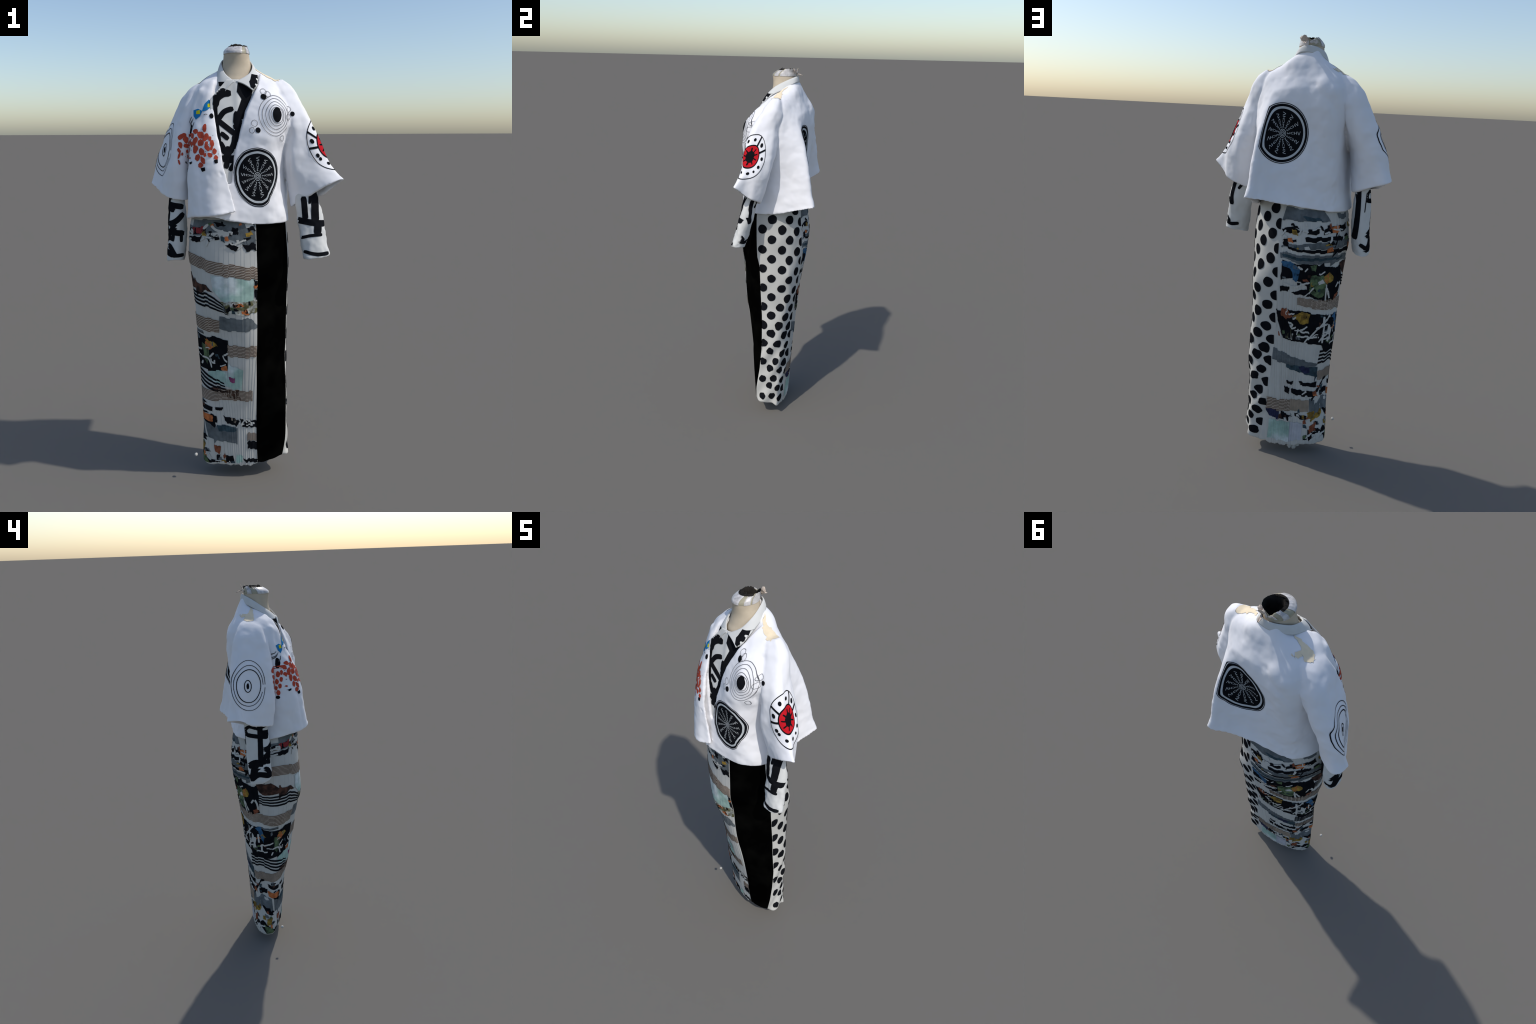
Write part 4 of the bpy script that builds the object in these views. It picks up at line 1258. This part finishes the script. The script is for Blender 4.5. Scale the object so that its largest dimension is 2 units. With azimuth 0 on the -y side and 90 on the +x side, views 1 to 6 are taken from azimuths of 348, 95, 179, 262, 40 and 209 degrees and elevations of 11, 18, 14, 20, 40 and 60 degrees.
COLLAGE_BACK = [
    ('slate', [(202, 1.262), (142, 1.254), (134, 1.204), (173, 1.204), (207, 1.203)]),
    ('teal', [(173, 1.228), (150, 1.218), (143, 1.205), (166, 1.205)]),
    ('slate', [(124, 1.241), (107, 1.236), (107, 1.213), (122, 1.216)]),
    ('black', [(206, 1.165), (187, 1.173), (172, 1.163), (187, 1.145), (202, 1.148)]),
    ('black', [(164, 1.169), (149, 1.174), (150, 1.146), (166, 1.147)]),
    ('black', [(143, 1.175), (108, 1.19), (108, 1.161), (144, 1.148)]),
    ('orange', [(134, 1.179), (121, 1.183), (123, 1.155), (131, 1.151)]),
    ('black', [(204, 1.117), (181, 1.12), (181, 1.111), (201, 1.105)]),
    ('black', [(169, 1.131), (153, 1.133), (113, 1.135), (115, 1.115), (142, 1.114), (167, 1.111)]),
    ('slate', [(204, 1.091), (167, 1.104), (101, 1.123), (96, 1.08), (166, 1.077), (205, 1.081)]),
    ('black', [(194, 1.08), (152, 1.073), (96, 1.072), (96, 1.052), (151, 1.057), (193, 1.071)]),
    ('slate', [(206, 1.057), (160, 1.049), (97, 1.04), (97, 1.011), (163, 1.004), (205, 1.032)]),
    ('teal', [(203, 1.048), (165, 1.037), (106, 1.031), (108, 1.021), (164, 1.022), (200, 1.034)]),
    ('black', [(202, 1.016), (147, 1.001), (122, .985), (122, .928), (122, .828), (130, .824), (154, .843), (160, .898), (183, .938), (204, .924)]),
    ('black', [(205, .895), (188, .887), (191, .868), (205, .868)]),
    ('black', [(185, .867), (156, .889), (151, .844)]),
    ('blue', [(203, 1.012), (187, 1.016), (173, .988), (176, .924), (183, .93), (186, .978), (200, .991)]),
    ('leafgreen', [(155, .951), (136, .949), (131, .912), (134, .837), (143, .846), (155, .864)]),
    ('leafgreen', [(158, 1.0), (148, .999), (149, .967), (154, .976)]),
    ('ochre', [(136, .941), (127, .962), (122, .947), (122, .921), (130, .906)]),
    ('orange', [(136, .936), (128, .958), (127, .927), (133, .908)]),
    ('black', [(213, .775), (166, .775), (126, .747), (122, .751), (122, .604), (125, .595), (168, .617), (198, .625), (209, .721)]),
    ('rust', [(203, .779), (193, .78), (179, .744), (194, .724), (203, .748)]),
    ('ochre', [(179, .752), (162, .769), (147, .754), (149, .703), (164, .707)]),
    ('olive', [(188, .683), (177, .684), (177, .628), (192, .627)]),
    ('slate', [(218, .573), (185, .545), (125, .495), (127, .48), (188, .492), (220, .51)]),
    ('teal', [(188, .495), (124, .477), (122, .421), (146, .444), (188, .478)]),
    ('indigo', [(159, .484), (138, .479), (136, .447), (150, .448)]),
    ('black', [(186, .407), (168, .402), (169, .387), (183, .392)]),
    ('black', [(155, .402), (122, .384), (122, .396), (122, .378), (122, .366), (150, .381)]),
    ('black', [(190, .375), (176, .371), (177, .339), (188, .341)]),
    ('black', [(172, .364), (123, .344), (122, .312), (171, .336)]),
    ('slate', [(131, .307), (122, .296), (122, .245), (128, .229)]),
    ('taupe', [(173, .307), (131, .298), (130, .234), (171, .243)]),
    ('indigo', [(235, .242), (201, .235), (205, .189), (225, .2)]),
    ('black', [(196, .239), (164, .211), (174, .191), (196, .187)]),
    ('black', [(161, .233), (133, .212), (133, .186), (152, .204)]),
    ('ochre', [(132, .23), (122, .236), (122, .197), (131, .198)]),
    ('green_wash', [(226, .182), (169, .179), (170, .066), (231, .076)]),
    ('lavender', [(169, .179), (139, .171), (139, .081), (170, .066)]),
    ('black', [(129, .134), (122, .135), (122, .076), (126, .075)]),
    ('rust', [(128, .155), (124, .16), (124, .109), (126, .109)]),
]
BANDS = [
    ('brown', [(92, 1.109), (69, 1.103), (56, 1.086), (30, 1.072), (-8, 1.057)], [(92, 1.055), (67, 1.046), (51, 1.026), (21, 1.013), (-7, 1.002)]),
    ('bw', [(106, .940), (78, .935), (56, .935), (39, .902), (31, .865)], [(106, .887), (78, .865), (60, .862), (40, .850), (31, .845)]),
    ('brown', [(173, .843), (137, .829), (106, .825), (66, .815), (45, .809)], [(172, .805), (131, .777), (107, .772), (73, .745), (49, .748)]),
    ('brown', [(38, .693), (13, .693), (-8, .694)], [(40, .635), (13, .637), (-9, .639)]),
    ('bw', [(126, .572), (101, .566), (78, .53), (50, .501)], [(126, .49), (101, .495), (76, .447), (46, .445)]),
    ('brown', [(124, .455), (97, .461), (74, .45), (45, .468), (-5, .463)], [(121, .404), (97, .408), (74, .395), (49, .409), (-6, .409)]),
    ('brown', [(5, .241), (-20, .236)], [(5, .201), (-21, .196)]),
    ('brown', [(234, .308), (206, .299), (173, .307)], [(236, .242), (205, .234), (171, .243)]),
]
COLLAGE_SCRIBBLES = [
    ('white', [(88, 0.608), (76, 0.604), (71, 0.564)]),
    ('white', [(48, 0.635), (46, 0.618), (41, 0.605)]),
    ('white', [(23, 0.274), (7, 0.315), (-9, 0.278)]),
    ('white', [(3, 0.302), (-13, 0.286)]),
    ('white', [(153, 0.607), (126, 0.709), (117, 0.748)]),
    ('white', [(130, 0.612), (114, 0.683), (118, 0.613)]),
    ('white', [(106, 0.626), (102, 0.638), (86, 0.647)]),
    ('white', [(104, 0.64), (104, 0.598)]),
    ('white', [(109, 0.702), (108, 0.649)]),
    ('white', [(74, 0.613), (65, 0.641)]),
    ('white', [(132, 0.906), (130, 0.856), (128, 0.822)]),
    ('white', [(111, 0.91), (108, 0.883), (107, 0.849)]),
    ('white', [(199, 0.906), (182, 0.896), (156, 0.918)]),
    ('white', [(176, 1.0), (169, 0.98)]),
    ('white', [(130, 0.887), (123, 0.834)]),
    ('white', [(117, 0.891), (113, 0.914)]),
    ('white', [(188, 0.713), (178, 0.705), (184, 0.692)]),
    ('white', [(150, 0.69), (162, 0.669), (146, 0.66)]),
    ('white', [(168, 0.642), (131, 0.637)]),
    ('white', [(126, 0.742), (125, 0.606)]),
    ('white', [(136, 0.682), (121, 0.703)]),
    ('white', [(119, 0.656), (118, 0.698), (114, 0.622)]),
    ('white', [(209, 0.704), (202, 0.637)]),
    ('white', [(117, 0.116), (115, 0.08), (113, 0.126)]),
]



def on_pleats(P, L):
    a, z = P[:, 0] / DEG, P[:, 1].copy()
    i = np.clip(np.searchsorted(PLEATS, a) - 1, 0, len(PLEATS) - 2)
    t = (a - PLEATS[i]) / (PLEATS[i + 1] - PLEATS[i])
    z = z + np.where(t < 0.85, PLEAT_STEP[i], PLEAT_STEP[i] + (PLEAT_STEP[np.minimum(i + 1, len(PLEATS) - 1)] - PLEAT_STEP[i]) * (t - 0.85) / 0.15)
    z = np.clip(z, hem_height(a) + 0.003, 1.30)
    a = np.minimum(np.maximum(a, edge(BLACK_EDGE, z) + 0.25), edge(BACK_EDGE, z) - 0.25)
    return skirt_point(a, z, 0.0013 + LAYER * L), np.ones(len(P), bool)


CELL = (1.15 * DEG, 0.03)
m = Motif(on_pleats)
for zone in (COLLAGE_FRONT, COLLAGE_SIDE, COLLAGE_BACK):
    for k, (ink, pts) in enumerate(zone):
        layer = {'slate': 1, 'black': 2, 'white': 3, 'maroon': 2, 'olive': 2, 'green_wash': 1, 'taupe': 2, 'teal': 2}.get(ink, 3)
        P = [(a * DEG, z) for a, z in pts]
        if ink in ('black', 'leafgreen', 'ochre', 'orange', 'rust', 'blue', 'olive', 'red', 'magenta', 'maroon'):
            P = ragged(P, 0.007, 2.0 + k, 4)
        m.patch(P, ink, layer, CELL)
m.finish('collage_scraps', skirt, longest=0.06)['kind'] = 'stuff'


def band(kind, top, low):
    """a band of woven lines between two edges."""
    n = 60
    f = lambda e: np.stack([np.interp(np.linspace(0, 1, n), np.linspace(0, 1, len(c)), c) for c in (catmull(e, 10, False)[:, 0], catmull(e, 10, False)[:, 1])], 1)
    T, L = f(np.array(top, float)), f(np.array(low, float))
    count, share = (8, 0.42) if kind == 'brown' else (4, 0.55)

    def strip(u0, u1, ink, layer):
        rows = max(1, int(round((u1 - u0) * 0.05 / 0.012)))
        na = max(6, int(abs(T[-1, 0] - T[0, 0]) / 1.15))
        us, vs = np.linspace(u0, u1, rows + 1), np.linspace(0, 1, na)
        V, F = [], []
        for u in us:
            for v in vs:
                p = [np.interp(v * (n - 1), np.arange(n), T[:, c] * (1 - u) + L[:, c] * u) for c in (0, 1)]
                V.append((p[0] * DEG, p[1]))
        for i in range(rows):
            for j in range(na - 1):
                a = i * na + j
                F.append((a, a + 1, a + na + 1, a + na))
        bands._add(V, F, ink, layer)
    if kind == 'brown':
        strip(0, 1, 'tan_ground', 2)
    for k in range(count):
        u = (k + 0.5) / count
        strip(u - share / count / 2, u + share / count / 2, 'tan_line' if kind == 'brown' else 'black', 3)


bands = Motif(on_pleats)
for kind, top, low in BANDS:
    band(kind, top, low)
for ink, pts in COLLAGE_SCRIBBLES:
    bands.stroke([(a * DEG, z) for a, z in pts], 0.009, ink, 4, cols=3, step=0.003)
# more brush-drawn white squiggles over the dark scraps
for a0, a1, z0, z1, n in ((80, 124, 0.58, 0.73, 6), (126, 200, 0.63, 0.77, 7), (128, 200, 0.85, 0.98, 4), (40, 76, 0.57, 0.68, 4), (126, 172, 0.31, 0.36, 4), (0, 24, 0.275, 0.31, 3), (50, 95, 0.07, 0.11, 5), (104, 130, 0.08, 0.135, 5), (60, 92, 1.165, 1.22, 5), (110, 205, 1.115, 1.18, 9), (-4, 60, 1.13, 1.24, 8)):
    for _ in range(n):
        a, z, t = random.uniform(a0, a1), random.uniform(z0, z1), random.uniform(0, 2 * math.pi)
        l = random.uniform(0.012, 0.03)
        d = (math.cos(t) * l, math.sin(t) * l * 0.6)
        q = (a * DEG, z)
        bend = random.uniform(-0.008, 0.008)
        bands.stroke([(q[0] - d[0], q[1] - d[1]), (q[0] + bend, q[1] - bend), (q[0] + d[0], q[1] + d[1])], random.uniform(0.005, 0.011), 'white', 4, step=0.003)
BITS = [('black', 5), ('slate', 3), ('teal', 2), ('ochre', 1), ('rust', 1), ('orange', 1), ('leafgreen', 1), ('white', 2), ('maroon', 1)]
POOL = [k for k, n in BITS for _ in range(n)]
for a0, a1, z0, z1, n in ((-3, 80, 1.16, 1.25, 26), (96, 205, 1.05, 1.19, 24), (2, 36, 0.855, 0.90, 14), (80, 124, 0.29, 0.39, 12), (90, 136, 0.08, 0.24, 16), (138, 200, 0.195, 0.24, 8), (40, 95, 0.07, 0.15, 12), (126, 200, 0.86, 1.0, 12), (128, 205, 0.63, 0.76, 12), (82, 124, 0.6, 0.72, 8), (40, 78, 0.57, 0.7, 6)):
    for _ in range(n):
        a, z, w, h = random.uniform(a0, a1), random.uniform(z0, z1), random.uniform(1.5, 6), random.uniform(0.004, 0.014)
        sk = random.uniform(-0.006, 0.006)
        bands.patch([((a - w) * DEG, z - h), ((a + w * 0.8) * DEG, z - h + sk), ((a + w) * DEG, z + h * 0.6 + sk), ((a - w * 0.3) * DEG, z + h)], random.choice(POOL), 3, CELL)
bands.finish('collage_bands', skirt, longest=0.05)['kind'] = 'stuff'

remove(jacket_whole)
